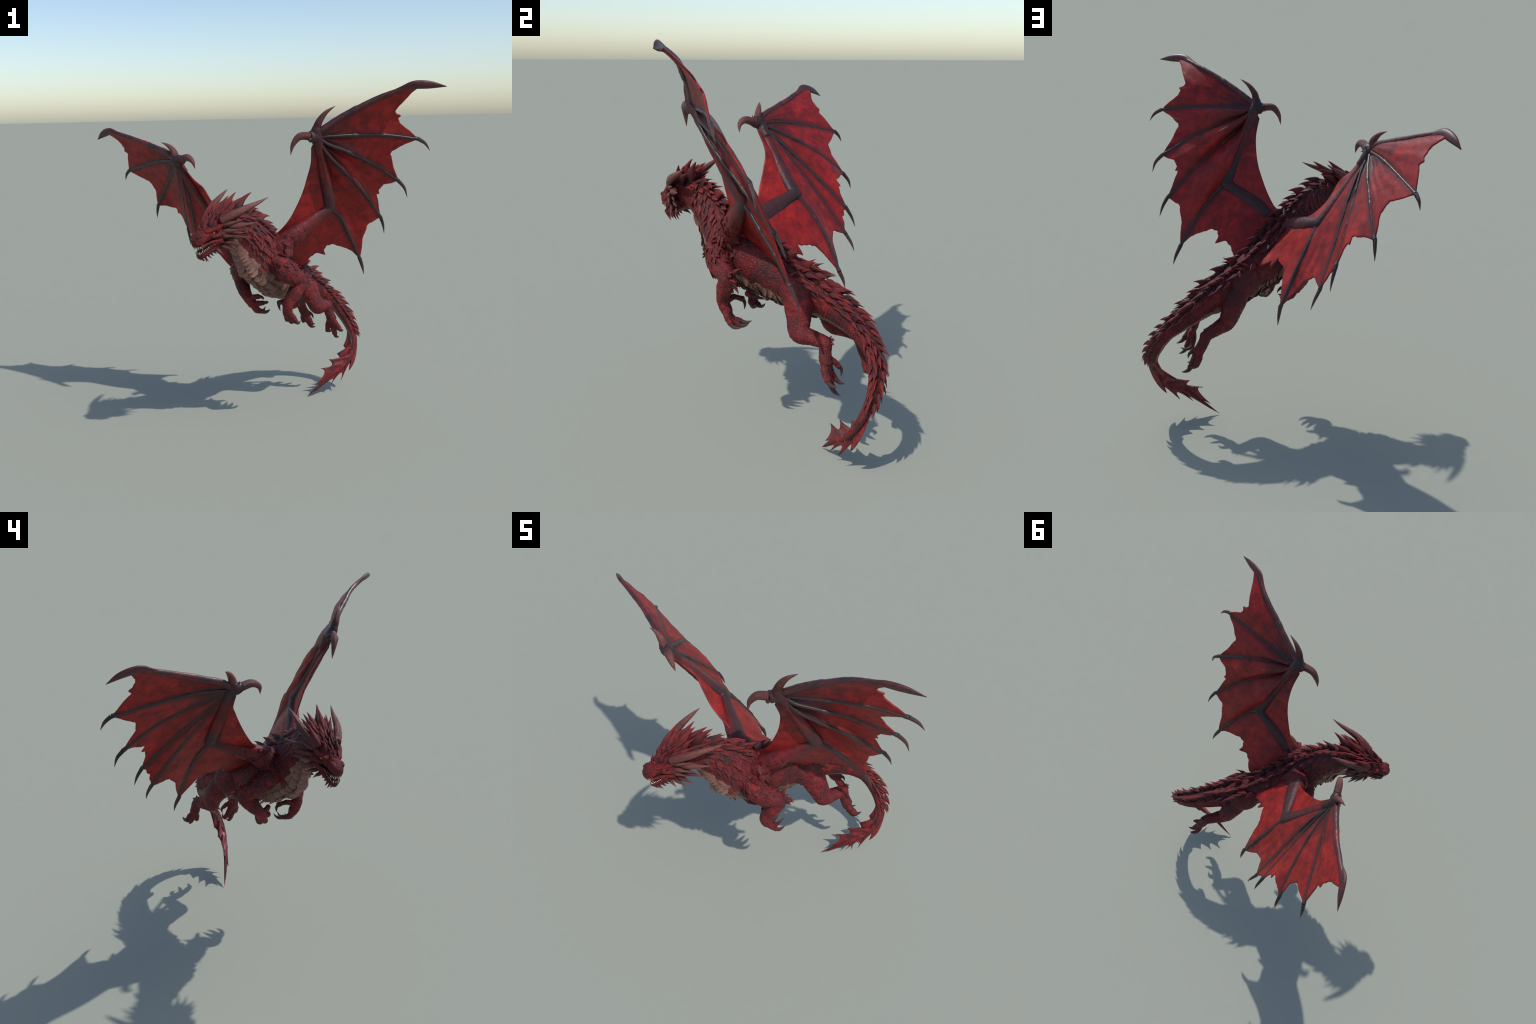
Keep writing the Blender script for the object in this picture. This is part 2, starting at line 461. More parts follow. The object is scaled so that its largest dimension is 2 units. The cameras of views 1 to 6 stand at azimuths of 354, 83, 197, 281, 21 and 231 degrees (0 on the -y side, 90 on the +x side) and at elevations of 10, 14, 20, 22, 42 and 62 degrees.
SH = np.linalg.norm(STOP - SBOT, axis=1) / 2
SLEN = np.r_[0, np.cumsum(np.linalg.norm(np.diff(SC, axis=0), axis=1))]

def loft_spine():
    m = 40
    a = np.linspace(0, 2 * np.pi, m, endpoint=False)
    R = np.zeros((NSP, m, 3))
    for i in range(NSP):
        c, s = np.cos(a), np.sin(a)
        # egg section: broad flanks, narrower keel at the breast
        deep = smooth(0.04, 0.16, SH[i])
        wx = SW[i] * np.sign(c) * np.abs(c) ** 0.9 * (1 - 0.30 * deep * np.maximum(-s, 0) ** 1.2)
        R[i] = SC[i] + wx[:, None] * SL[i] + (SH[i] * s)[:, None] * SU[i]
    return rings_to_mesh(R)

# ------------------------------------------------------------------ the head, in its own axes (left, forward, up)
HO = V(-0.3155, -0.4825, 1.228)
HL = unit(V(0.583, -0.8125, 0.0))
HF = unit(V(-0.773, -0.554, -0.309))
HU = np.cross(HF, HL) * -1
HU = HU if HU[2] > 0 else -HU

def H(l, f, u):
    return HO + l * HL + f * HF + u * HU

def loft_head(rows, power=0.85):
    """rows: forward, half width, top, bottom"""
    P = curve([(r[0], 0, 0, *r[1:]) for r in rows], 40)
    a = np.linspace(0, 2 * np.pi, 30, endpoint=False)
    R = np.zeros((40, 30, 3))
    for i, r in enumerate(P):
        c, s = np.cos(a), np.sin(a)
        x = r[3] * np.sign(c) * np.abs(c) ** power
        z = (r[4] + r[5]) / 2 + (r[4] - r[5]) / 2 * np.sign(s) * np.abs(s) ** power
        R[i] = HO + x[:, None] * HL + r[0] * HF + z[:, None] * HU
    return rings_to_mesh(R)

SKULL = [(-0.150, 0.050, 0.072, -0.075), (-0.115, 0.060, 0.076, -0.080), (-0.080, 0.066, 0.072, -0.078), (-0.045, 0.064, 0.060, -0.062),
         (-0.010, 0.056, 0.047, -0.050), (0.025, 0.047, 0.038, -0.046), (0.055, 0.038, 0.028, -0.044), (0.080, 0.035, 0.020, -0.045),
         (0.100, 0.030, 0.013, -0.046), (0.114, 0.022, 0.004, -0.043), (0.1205, 0.010, -0.008, -0.034)]
JAW = [(-0.095, 0.044, -0.040, -0.092), (-0.060, 0.053, -0.038, -0.102), (-0.020, 0.051, -0.046, -0.106), (0.015, 0.044, -0.056, -0.108), (0.050, 0.036, -0.070, -0.111),
       (0.080, 0.031, -0.079, -0.114), (0.100, 0.024, -0.083, -0.112), (0.113, 0.010, -0.086, -0.102)]

def both(f):
    return [f(1), f(-1)]

def head_parts():
    parts = [loft_head(SKULL), loft_head(JAW)]
    ax = (HL, HF, HU)
    for s in (1, -1):
        parts.append(blob(H(s * 0.025, 0.082, 0.010), (0.012, 0.022, 0.011), ax))          # nostril ridge
        parts.append(tube([(*H(s * 0.036, 0.048, 0.020), 0.006), (*H(s * 0.053, 0.008, 0.016), 0.0095), (*H(s * 0.065, -0.030, 0.022), 0.013), (*H(s * 0.068, -0.075, 0.032), 0.012)]))  # brow
        parts.append(tube([(*H(s * 0.045, 0.020, -0.018), 0.010), (*H(s * 0.062, -0.02, -0.022), 0.014), (*H(s * 0.068, -0.06, -0.028), 0.018)]))  # cheek bone
        parts.append(tube([(*H(s * 0.034, 0.095, -0.043), 0.005), (*H(s * 0.040, 0.06, -0.042), 0.006), (*H(s * 0.050, 0.015, -0.046), 0.008), (*H(s * 0.058, -0.03, -0.055), 0.016)]))  # lip
        parts.append(tube([(*H(s * 0.022, 0.104, -0.086), 0.005), (*H(s * 0.036, 0.06, -0.076), 0.006), (*H(s * 0.047, 0.015, -0.060), 0.008), (*H(s * 0.056, -0.03, -0.06), 0.015)]))
    parts.append(blob(H(0, 0.100, -0.100), (0.017, 0.016, 0.018), ax))                      # chin
    return parts

# ------------------------------------------------------------------ limbs
LIMBS = {
    ("forelimb", "L"): dict(
        bone=[(0.062, -0.215, 1.015, 0.066), (0.094, -0.278, 0.988, 0.068), (0.148, -0.272, 0.935, 0.060), (0.212, -0.243, 0.888, 0.044),
              (0.188, -0.252, 0.830, 0.042), (0.150, -0.262, 0.775, 0.033), (0.138, -0.262, 0.742, 0.030), (0.140, -0.243, 0.700, 0.030), (0.148, -0.236, 0.680, 0.026)],
        digits=[([(0.136, -0.245, 0.742, 0.020), (0.112, -0.205, 0.755, 0.015), (0.101, -0.162, 0.742, 0.014)], (0.110, -0.150, 0.686), 0.010),
                ([(0.136, -0.236, 0.690, 0.018), (0.140, -0.212, 0.652, 0.016), (0.148, -0.176, 0.640, 0.014)], (0.175, -0.117, 0.646), 0.011),
                ([(0.150, -0.240, 0.686, 0.018), (0.160, -0.222, 0.645, 0.016), (0.172, -0.190, 0.630, 0.014)], (0.207, -0.134, 0.645), 0.011),
                ([(0.156, -0.246, 0.690, 0.018), (0.176, -0.238, 0.660, 0.016), (0.188, -0.228, 0.642, 0.014)], (0.226, -0.174, 0.629), 0.011)]),
    ("forelimb", "R"): dict(
        bone=[(-0.034, -0.145, 1.015, 0.062), (-0.092, -0.135, 0.985, 0.057), (-0.121, -0.068, 0.930, 0.053), (-0.112, 0.002, 0.868, 0.043),
              (-0.098, -0.042, 0.812, 0.040), (-0.078, -0.078, 0.766, 0.032), (-0.060, -0.086, 0.740, 0.030), (-0.046, -0.090, 0.716, 0.027)],
        digits=[([(-0.070, -0.095, 0.764, 0.019), (-0.046, -0.116, 0.772, 0.015), (-0.018, -0.119, 0.774, 0.014)], (0.018, -0.090, 0.746), 0.010),
                ([(-0.052, -0.098, 0.730, 0.018), (-0.020, -0.118, 0.730, 0.016), (0.010, -0.098, 0.728, 0.013)], (0.043, -0.018, 0.714), 0.010),
                ([(-0.048, -0.086, 0.716, 0.018), (-0.026, -0.076, 0.680, 0.016), (-0.004, -0.062, 0.668, 0.014)], (0.034, -0.032, 0.690), 0.010),
                ([(-0.048, -0.094, 0.716, 0.018), (-0.018, -0.102, 0.686, 0.017), (0.010, -0.100, 0.676, 0.014)], (0.056, -0.074, 0.683), 0.011)]),
    ("hindlimb", "L"): dict(
        bone=[(0.256, 0.120, 0.828, 0.050), (0.308, 0.098, 0.780, 0.072), (0.344, 0.096, 0.705, 0.063), (0.378, 0.095, 0.645, 0.052),
              (0.428, 0.150, 0.636, 0.037), (0.464, 0.203, 0.622, 0.031), (0.470, 0.203, 0.585, 0.029), (0.484, 0.202, 0.548, 0.030), (0.498, 0.208, 0.520, 0.027)],
        digits=[([(0.476, 0.222, 0.545, 0.017), (0.478, 0.250, 0.528, 0.014), (0.482, 0.268, 0.508, 0.012)], (0.490, 0.277, 0.459), 0.009),
                ([(0.494, 0.205, 0.530, 0.019), (0.512, 0.196, 0.500, 0.020), (0.538, 0.204, 0.464, 0.016)], (0.577, 0.244, 0.440), 0.012),
                ([(0.494, 0.210, 0.522, 0.019), (0.503, 0.214, 0.470, 0.018), (0.517, 0.229, 0.424, 0.015)], (0.555, 0.267, 0.387), 0.012),
                ([(0.484, 0.216, 0.524, 0.018), (0.474, 0.232, 0.478, 0.017), (0.474, 0.254, 0.440, 0.014)], (0.532, 0.288, 0.441), 0.011)]),
    ("hindlimb", "R"): dict(
        bone=[(0.236, 0.168, 0.826, 0.050), (0.206, 0.216, 0.780, 0.071), (0.222, 0.266, 0.700, 0.062), (0.245, 0.290, 0.636, 0.050),
              (0.280, 0.345, 0.618, 0.037), (0.318, 0.396, 0.598, 0.032), (0.332, 0.412, 0.560, 0.029), (0.350, 0.424, 0.524, 0.030), (0.356, 0.432, 0.502, 0.027)],
        digits=[([(0.352, 0.420, 0.530, 0.017), (0.376, 0.432, 0.520, 0.014), (0.392, 0.440, 0.508, 0.012)], (0.414, 0.447, 0.467), 0.009),
                ([(0.348, 0.434, 0.510, 0.019), (0.346, 0.458, 0.480, 0.019), (0.352, 0.476, 0.452, 0.015)], (0.378, 0.515, 0.458), 0.012),
                ([(0.360, 0.432, 0.506, 0.019), (0.376, 0.448, 0.462, 0.018), (0.394, 0.464, 0.428, 0.015)], (0.439, 0.490, 0.402), 0.012),
                ([(0.362, 0.424, 0.508, 0.018), (0.382, 0.422, 0.472, 0.017), (0.396, 0.426, 0.444, 0.014)], (0.425, 0.437, 0.439), 0.010)]),
}
WINGROOT = {"L": [(0.055, -0.185, 1.060, 0.066), (0.115, -0.215, 1.090, 0.066), (0.165, -0.212, 1.120, 0.046)],
            "R": [(0.000, -0.115, 1.060, 0.066), (-0.060, -0.092, 1.092, 0.066), (-0.096, -0.050, 1.115, 0.046)]}

def limb_tube(rows, hind):
    """leg or arm: deep fore and aft, slimmer from side to side where it is thick"""
    P = curve(rows, 40); T = tangents(P)
    side = V(0.83, -0.56, 0.0)
    L = unit(side - T * (T @ side)[:, None]); U = np.cross(T, L)
    a = np.linspace(0, 2 * np.pi, 20, endpoint=False)
    r = P[:, 3][:, None, None]
    sq = (1 - (0.24 if hind else 0.06) * smooth(0.035, 0.062, P[:, 3]))[:, None, None]
    return rings_to_mesh(P[:, None, :3] + r * (sq * np.cos(a)[None, :, None] * L[:, None] + np.sin(a)[None, :, None] * U[:, None]))

def body_parts():
    parts = [loft_spine()] + head_parts()
    for key, d in LIMBS.items():
        parts.append(limb_tube(d["bone"], key[0] == "hindlimb"))
        for pts, _, _ in d["digits"]:
            P = [tuple(p) for p in pts]
            parts.append(tube(P, n=12, sides=12))
            for p in P[1:]:
                parts.append(blob(p[:3], (p[3] * 1.08,) * 3, n=8, m=10))
    for w in WINGROOT.values():
        parts.append(tube(w, n=14, sides=18))
    # muscles: breast, thighs, calves
    for s in (1, -1):
        k = 92
        parts.append(blob(SC[k] + s * SL[k] * 0.070 + SU[k] * 0.01, (0.055, 0.095, 0.085), (SL[k], ST[k], SU[k])))
    
    return parts

def evaluated(me, mods):
    o = bpy.data.objects.new("tmp", me); SCN.collection.objects.link(o)
    for kind, kw in mods:
        md = o.modifiers.new(kind, kind)
        for k, x in kw.items(): setattr(md, k, x)
    dg = bpy.context.evaluated_depsgraph_get()
    out = bpy.data.meshes.new_from_object(o.evaluated_get(dg))
    bpy.data.objects.remove(o)
    return out

def arrays(me):
    n = len(me.vertices); co = np.empty(n * 3); me.vertices.foreach_get("co", co)
    nr = np.empty(n * 3); me.vertices.foreach_get("normal", nr)
    return co.reshape(-1, 3), nr.reshape(-1, 3)

v, f = join(body_parts())
raw = mesh_of("raw", v, f, False)
skin = evaluated(raw, [("REMESH", dict(mode="VOXEL", voxel_size=VOXEL)), ("SMOOTH", dict(factor=0.5, iterations=5))])
co, nr = arrays(skin)

# region and belly masks from the skeleton
def seg_samples(P, n=40):
    return curve(P, n)
SKEL, LAB, RAD = [], [], []
def lab(P, r, name):
    for p, q in zip(P, r):
        SKEL.append(p); RAD.append(q); LAB.append(name)
i_neck0 = 6
i_neck1 = int(np.argmin(np.linalg.norm(SC - V(-0.030, -0.262, 1.055), axis=1)))
i_tail0 = int(np.argmin(np.linalg.norm(SC - V(0.345, 0.222, 0.757), axis=1)))
lab(SC[i_neck0:i_neck1], np.maximum(SW, SH)[i_neck0:i_neck1], 1)
lab(SC[i_neck1:i_tail0], np.maximum(SW, SH)[i_neck1:i_tail0] * 1.0, 2)
lab(SC[i_tail0:], np.maximum(SW, SH)[i_tail0:] + 0.004, 3)
for fw in np.linspace(-0.10, 0.11, 20):
    lab([H(0, fw, -0.005)], [0.075 - 0.2 * max(fw, 0)], 0)
    lab([H(0, fw, -0.08)], [0.05 - 0.15 * max(fw, 0)], 0)
for n, (key, d) in enumerate(LIMBS.items()):
    P = seg_samples(d["bone"], 50)[8:]
    lab(P[:, :3], P[:, 3], 4 + n)
    for pts, _, _ in d["digits"]:
        Q = seg_samples(pts, 10); lab(Q[:, :3], Q[:, 3], 4 + n)
SKEL, LAB, RAD = np.array(SKEL), np.array(LAB), np.array(RAD)

def nearest_label(X):
    out = np.empty(len(X), int)
    for a in range(0, len(X), 4000):
        d = np.linalg.norm(X[a:a + 4000, None] - SKEL[None], axis=2) / RAD[None]
        out[a:a + 4000] = LAB[d.argmin(1)]
    return out
vlab = nearest_label(co)

def spine_coords(X):
    """nearest spine index, angle from the back line (0 = back, pi = keel), signed side"""
    idx = np.empty(len(X), int)
    for a in range(0, len(X), 4000):
        idx[a:a + 4000] = np.linalg.norm(X[a:a + 4000, None] - SC[None], axis=2).argmin(1)
    d = X - SC[idx]
    x, y = (d * SL[idx]).sum(1) / SW[idx], (d * SU[idx]).sum(1) / SH[idx]
    return idx, np.arctan2(np.abs(x), y), np.sign(x), d

vi, vth, vsd, _ = spine_coords(co)

# skin relief: cobbled scales, flank folds, soft lumps
disp = np.zeros(len(co))
for k in range(len(co)):
    p = Vector(co[k])
    l = vlab[k]
    if l == 0:
        d, _ = noise.voronoi(p * 120.0); disp[k] = 0.0011 * min(1.0, (d[1] - d[0]) * 2.2) + 0.002 * fbm(p, 30, 2)
    elif l == 3:
        d, _ = noise.voronoi(p * 75.0); disp[k] = 0.0012 * min(1.0, (d[1] - d[0]) * 2.0) * min(1.0, SW[vi[k]] / 0.04) ** 2
    else:
        d, _ = noise.voronoi(p * 68.0)
        disp[k] = 0.0020 * min(1.0, (d[1] - d[0]) * 2.0) + 0.004 * fbm(p, 16, 2)
# tail has ringed flanks; belly is ribbed
ring = np.sin(SLEN[vi] * 2 * np.pi / 0.020)
disp += np.where((vlab == 3) & (vth > 0.9), 0.0013 * ring * np.minimum(1, SW[vi] / 0.035) ** 2, 0)
disp += np.where((vlab == 2) & (vth < 2.2) & (vi > 100), 0.004 * np.sin(SLEN[vi] * 2 * np.pi / 0.055), 0)
# nostrils and eye sockets sink in
for s in (1, -1):
    for c, r, a in ((H(s * 0.029, 0.089, 0.006), 0.008, 0.009), (H(s * 0.054, 0.002, 0.0), 0.012, 0.006)):
        disp -= a * np.exp(-(np.linalg.norm(co - c, axis=1) / r) ** 2)
co = co + nr * disp[:, None]
skin.vertices.foreach_set("co", co.ravel()); skin.update()
co, nr = arrays(skin)
polys = np.array([tuple(p.vertices) for p in skin.polygons])
fc = co[polys].mean(1)
flab = nearest_label(fc)
fi, fth, _, _ = spine_coords(fc)
wob = np.array([fbm(p, 22, 2) for p in fc])
belly_from = np.interp(fi, [0, 20, 60, 90, 130, 160, NSP], [2.30, 2.25, 2.05, 2.10, 2.15, 2.35, 2.5])
fbel = ((flab >= 1) & (flab <= 3)) & (fth > belly_from + 0.25 * wob) & (fi < 190)

fback = (flab >= 1) & (flab <= 3) & (fth < 0.75 + 0.5 * wob) & (fi < 205)
k_f0, k_f1 = (int(np.argmin(np.linalg.norm(SC - V(*p), axis=1))) for p in ((0.07, -0.11, 0.96), (0.17, 0.06, 0.86)))
fflank = (flab == 2) & (fi + 25 * wob > k_f0) & (fi + 25 * wob < k_f1) & (fth < 1.9 + 0.4 * wob)

BVH = BVHTree.FromPolygons([Vector(p) for p in co], [tuple(p) for p in polys])
names = ["head", "neck", "torso", "tail", "forelimb", "forelimb", "hindlimb", "hindlimb"]
mats = [M_HEAD, M_NECK, M_SKIN, M_SKIN, M_SKIN, M_SKIN, M_SKIN, M_SKIN]
PART = []
for k, nm in enumerate(names):
    sel = np.where(flab == k)[0]
    used, invx = np.unique(polys[sel], return_inverse=True)
    me = mesh_of(nm, co[used], [tuple(q) for q in invx.reshape(-1, 4)])
    me.materials.append(mats[k]); me.materials.append(M_BELLY); me.materials.append(M_BACK); me.materials.append(M_FLANK)
    me.polygons.foreach_set("material_index", np.where(fbel[sel], 1, np.where(fback[sel], 2, np.where(fflank[sel], 3, 0))).astype(np.int32))
    me.normals_split_custom_set_from_vertices([tuple(x) for x in nr[used]])
    PART.append(add(nm, me))
HEAD, NECK, TORSO, TAIL = PART[:4]
LIMBOBJ = dict(zip(LIMBS.keys(), PART[4:]))

def snap(p):
    q, n, _, _ = BVH.find_nearest(Vector(p))
    return np.array(q), np.array(n)

def on_body(k, ang, reach=1.5):
    """skin point at spine index k, angle ang from the back (positive = left)"""
    d = math.sin(ang) * SL[k] * SW[k] + math.cos(ang) * SU[k] * SH[k]
    u = unit(d); far = SC[k] + u * (np.linalg.norm(d) * reach + 0.02)
    hit, n, fidx, dist = BVH.ray_cast(Vector(far), Vector(-u))
    if hit is None or flab[fidx] > 3: return None, None
    return np.array(hit), np.array(n)

# ------------------------------------------------------------------ head dressing
for s in (1, -1):
    e = H(s * 0.0475, 0.002, -0.001)
    v_, f_ = blob((0, 0, 0), (1, 1, 1), n=14, m=18)
    me = mesh_of("eye", v_, f_); me.materials.append(M_EYE)
    z = unit(s * HL * 0.9 + HF * 0.25); y = HF - z * (HF @ z); y = unit(y); x = np.cross(y, z); r = 0.0080
    add("eye", me, HEAD, None, Matrix(((x[0] * r, y[0] * r, z[0] * r, e[0]), (x[1] * r, y[1] * r, z[1] * r, e[1]), (x[2] * r, y[2] * r, z[2] * r, e[2]), (0, 0, 0, 1))))
    q, n = snap(H(s * 0.031, 0.090, 0.006))
    ax1 = unit(HF - 0.45 * HU - n * ((HF - 0.45 * HU) @ n))
    v_, f_ = blob(q, (0.0100, 0.0052, 0.0034), (ax1, np.cross(n, ax1), n))
    add("nostril", mesh_of("nostril", v_, f_), HEAD, M_MOUTH)

def mouth():
    P = curve([(-0.02, 0.040, -0.050, -0.062), (0.02, 0.037, -0.044, -0.066), (0.06, 0.029, -0.040, -0.078), (0.09, 0.022, -0.041, -0.084)], 16)
    a = np.linspace(0, 2 * np.pi, 20, endpoint=False)
    R = np.zeros((16, 20, 3))
    for i, (fw, hw, top, bot) in enumerate(P):
        mid = (top + bot) / 2
        R[i] = HO + fw * HF + (hw * np.cos(a))[:, None] * HL + (mid + (top - bot) / 2 * 1.06 * np.sin(a))[:, None] * HU
    return rings_to_mesh(R)
v_, f_ = mouth()
add("mouth", mesh_of("mouth", v_, f_), HEAD, M_MOUTH)
v_, f_ = tube([(*H(0, 0.0, -0.062), 0.012), (*H(0, 0.04, -0.068), 0.013), (*H(0, 0.075, -0.076), 0.010), (*H(0, 0.095, -0.078), 0.004)], up=HU, flat=1.6)
add("tongue", mesh_of("tongue", v_, f_), HEAD, Mat("dark_tongue").done((0.06, 0.018, 0.02), 0.4))

# teeth along the two lips
up_lip = curve([(0.006, 0.118, -0.044), (0.024, 0.110, -0.047), (0.034, 0.088, -0.046), (0.039, 0.060, -0.044), (0.046, 0.030, -0.046), (0.050, 0.012, -0.048)], 60)
lo_lip = curve([(0.005, 0.111, -0.086), (0.018, 0.106, -0.084), (0.028, 0.086, -0.079), (0.034, 0.060, -0.071), (0.041, 0.030, -0.060), (0.045, 0.014, -0.055)], 60)
for s in (1, -1):
    for k in range(13):
        t = k / 12.0
        p = up_lip[int(t * 56)]; ln = (0.019 if k in (1, 4) else 0.012) * (1 - 0.45 * t) * rng.uniform(0.85, 1.15)
        place("tooth", C_TOOTH, H(s * p[0] * 0.94, p[1] - 0.003, p[2] + 0.005), H(s * p[0] * 0.90, p[1] - 0.004, p[2] - ln), HF, 0.0036, 0.0040, HEAD)
    for k in range(12):
        t = k / 11.0
        p = lo_lip[int(t * 56)]; ln = (0.018 if k in (1, 3) else 0.012) * (1 - 0.5 * t) * rng.uniform(0.85, 1.15)
        place("tooth", C_TOOTH, H(s * p[0] * 0.92, p[1] - 0.004, p[2] - 0.006), H(s * p[0] * 0.94, p[1] - 0.003, p[2] + ln), HF, 0.0034, 0.0038, HEAD)

# the two great horns: jointed, ringed at the root
horn("horn", [(*H(0.058, -0.050, 0.040), 0.022), (*H(0.085, -0.100, 0.052), 0.023), (*H(0.108, -0.150, 0.058), 0.020), (*H(0.122, -0.200, 0.062), 0.0165), (*H(0.140, -0.270, 0.064), 0.010), (*H(0.157, -0.330, 0.070), 0.001)], M_HORN, HEAD, rings=0.07)
horn("horn", [(*H(-0.058, -0.045, 0.042), 0.022), (*H(-0.082, -0.090, 0.060), 0.023), (*H(-0.098, -0.135, 0.076), 0.020), (*H(-0.108, -0.180, 0.090), 0.0165), (*H(-0.116, -0.240, 0.106), 0.010), (*H(-0.121, -0.288, 0.118), 0.001)], M_HORN, HEAD, rings=0.07)
# cheek frill
FRILL = [((0.145, -0.222, -0.032), (0.074, -0.085, -0.004), 0.019), ((0.119, -0.152, 0.013), (0.072, -0.055, 0.020), 0.013), ((0.131, -0.122, -0.027), (0.070, -0.045, -0.014), 0.012),
         ((0.120, -0.097, -0.056), (0.066, -0.028, -0.036), 0.011), ((0.129, -0.166, -0.097), (0.066, -0.070, -0.055), 0.013), ((0.124, -0.102, -0.115), (0.060, -0.035, -0.072), 0.012),
         ((0.103, -0.058, -0.128), (0.053, -0.015, -0.090), 0.011), ((0.069, -0.002, -0.133), (0.042, 0.010, -0.098), 0.009), ((0.125, -0.150, -0.062), (0.066, -0.065, -0.03), 0.011),
         ((0.088, -0.085, -0.135), (0.048, -0.05, -0.09), 0.009)]
for s in (1, -1):
    for t, b, r in FRILL:
        j = 1 if s > 0 else rng.uniform(0.94, 1.04)
        place("cheek_spike", C_FRILL, H(s * b[0] * 0.86, b[1], b[2]), H(s * t[0] * j, t[1] * j, t[2]), s * HL - 0.2 * HF, r, r * 1.1, HEAD)
# chin tufts
for l, fw, u, ln in ((-0.011, 0.100, -0.100, 0.034), (0.011, 0.098, -0.100, 0.036), (-0.016, 0.084, -0.106, 0.042), (0.016, 0.080, -0.106, 0.040), (-0.018, 0.064, -0.106, 0.044),
                     (0.018, 0.058, -0.106, 0.030), (-0.018, 0.046, -0.104, 0.028), (0.020, 0.040, -0.102, 0.028), (-0.022, 0.028, -0.100, 0.022), (0.024, 0.022, -0.100, 0.024)):
    place("chin_spike", C_THORN, H(l, fw, u), H(l * 1.25, fw - 0.014, u - ln), HF, 0.0065, 0.008, HEAD)
# crest between the horns: (tip, root, radius)
CREST = [((0.018, -0.236, 0.133), (0.012, -0.118, 0.062), 0.019), ((0.055, -0.311, 0.103), (0.018, -0.180, 0.040), 0.021), ((-0.009, -0.286, 0.077), (-0.010, -0.170, 0.048), 0.017),
         ((0.077, -0.192, 0.060), (0.052, -0.095, 0.055), 0.012), ((0.046, -0.175, 0.092), (0.032, -0.085, 0.060), 0.014), ((-0.007, -0.163, 0.100), (-0.004, -0.080, 0.064), 0.013),
         ((0.085, -0.259, 0.055), (0.055, -0.150, 0.045), 0.014), ((0.056, -0.133, 0.064), (0.042, -0.060, 0.052), 0.010), ((-0.037, -0.042, 0.092), (-0.033, 0.000, 0.042), 0.010),
         ((-0.086, -0.150, 0.116), (-0.056, -0.040, 0.046), 0.017), ((-0.050, -0.175, 0.100), (-0.034, -0.085, 0.060), 0.014), ((-0.060, -0.240, 0.105), (-0.036, -0.130, 0.060), 0.016),
         ((0.037, -0.045, 0.086), (0.033, 0.000, 0.042), 0.010), ((-0.082, -0.215, 0.070), (-0.055, -0.120, 0.052), 0.012), ((0.022, -0.100, 0.086), (0.018, -0.040, 0.054), 0.009),
         ((-0.024, -0.105, 0.088), (-0.020, -0.040, 0.054), 0.009), ((0.090, -0.150, 0.075), (0.060, -0.060, 0.046), 0.012), ((-0.060, -0.105, 0.080), (-0.046, -0.040, 0.050), 0.009),
         ((0.060, -0.215, 0.105), (0.040, -0.120, 0.062), 0.013), ((-0.030, -0.215, 0.098), (-0.022, -0.120, 0.062), 0.013), ((0.024, 0.020, 0.056), (0.022, 0.040, 0.034), 0.006),
         ((-0.024, 0.024, 0.057), (-0.022, 0.042, 0.034), 0.006), ((0.0, -0.02, 0.072), (0.0, 0.015, 0.042), 0.007), ((0.078, -0.065, 0.016), (0.058, -0.010, 0.022), 0.010),
         ((-0.078, -0.065, 0.018), (-0.058, -0.010, 0.024), 0.010), ((0.030, -0.255, 0.060), (0.022, -0.165, 0.045), 0.013), ((-0.045, -0.275, 0.050), (-0.032, -0.170, 0.040), 0.013)]
for t, b, r in CREST:
    place("crest_spike", C_CREST, H(b[0], b[1], b[2] - 0.012), H(*t), HU, r * 1.10, r * 1.2, HEAD)
for fw in (0.045, 0.015, -0.015, -0.045, -0.075, -0.105):      # rows of shorter spines over the brow and crown
    for l in (-0.052, -0.036, -0.019, 0.0, 0.019, 0.036, 0.052):
        if abs(l) > 0.05 - 0.35 * max(fw, 0): continue
        q, n = snap(H(l + rng.uniform(-0.005, 0.005), fw + rng.uniform(-0.008, 0.008), 0.085))
        ln = (0.020 + 0.055 * (0.05 - fw) / 0.155) * rng.uniform(0.75, 1.25)
        place("crown_spike", C_CREST, q - n * 0.005, q + (unit(n * 0.55 - HF * 0.85 + HL * l * 5)) * ln, n, 0.0035 + ln * 0.10, 0.004 + ln * 0.11, HEAD)
for k in range(46):   # small knobs and thorns over brow and snout
    s = rng.choice((1, -1)); fw = rng.uniform(-0.09, 0.075)
    l = s * rng.uniform(0.004, 0.052 - 0.3 * max(fw, 0))
    q, n = snap(H(l, fw, 0.075 - 0.5 * max(fw, 0)))
    ln = rng.uniform(0.006, 0.012) + max(0, -fw) * rng.uniform(0.1, 0.35)
    place("brow_knob", C_THORN, q - n * 0.003, q + n * ln * 0.7 - HF * ln * 0.9, n, 0.0035 + ln * 0.12, 0.004 + ln * 0.13, HEAD)

for k in range(90):   # pebbly thorns on cheek, jaw and temple
    s = rng.choice((1, -1)); fw = rng.uniform(-0.085, 0.035); u = rng.uniform(-0.095, 0.012)
    hit, n, fidx, _ = BVH.ray_cast(Vector(H(s * 0.16, fw, u)), Vector(-s * HL))
    if hit is None or flab[fidx] > 1: continue
    q, n = np.array(hit), np.array(n)
    if abs(fw) < 0.016 and abs(u) < 0.014: continue
    ln = rng.uniform(0.005, 0.010) + 0.012 * max(0, -fw) / 0.085
    place("cheek_knob", C_THORN, q - n * 0.003, q + n * ln * 0.75 - HF * ln * 0.8, n, 0.003 + ln * 0.17, 0.003 + ln * 0.19, HEAD)

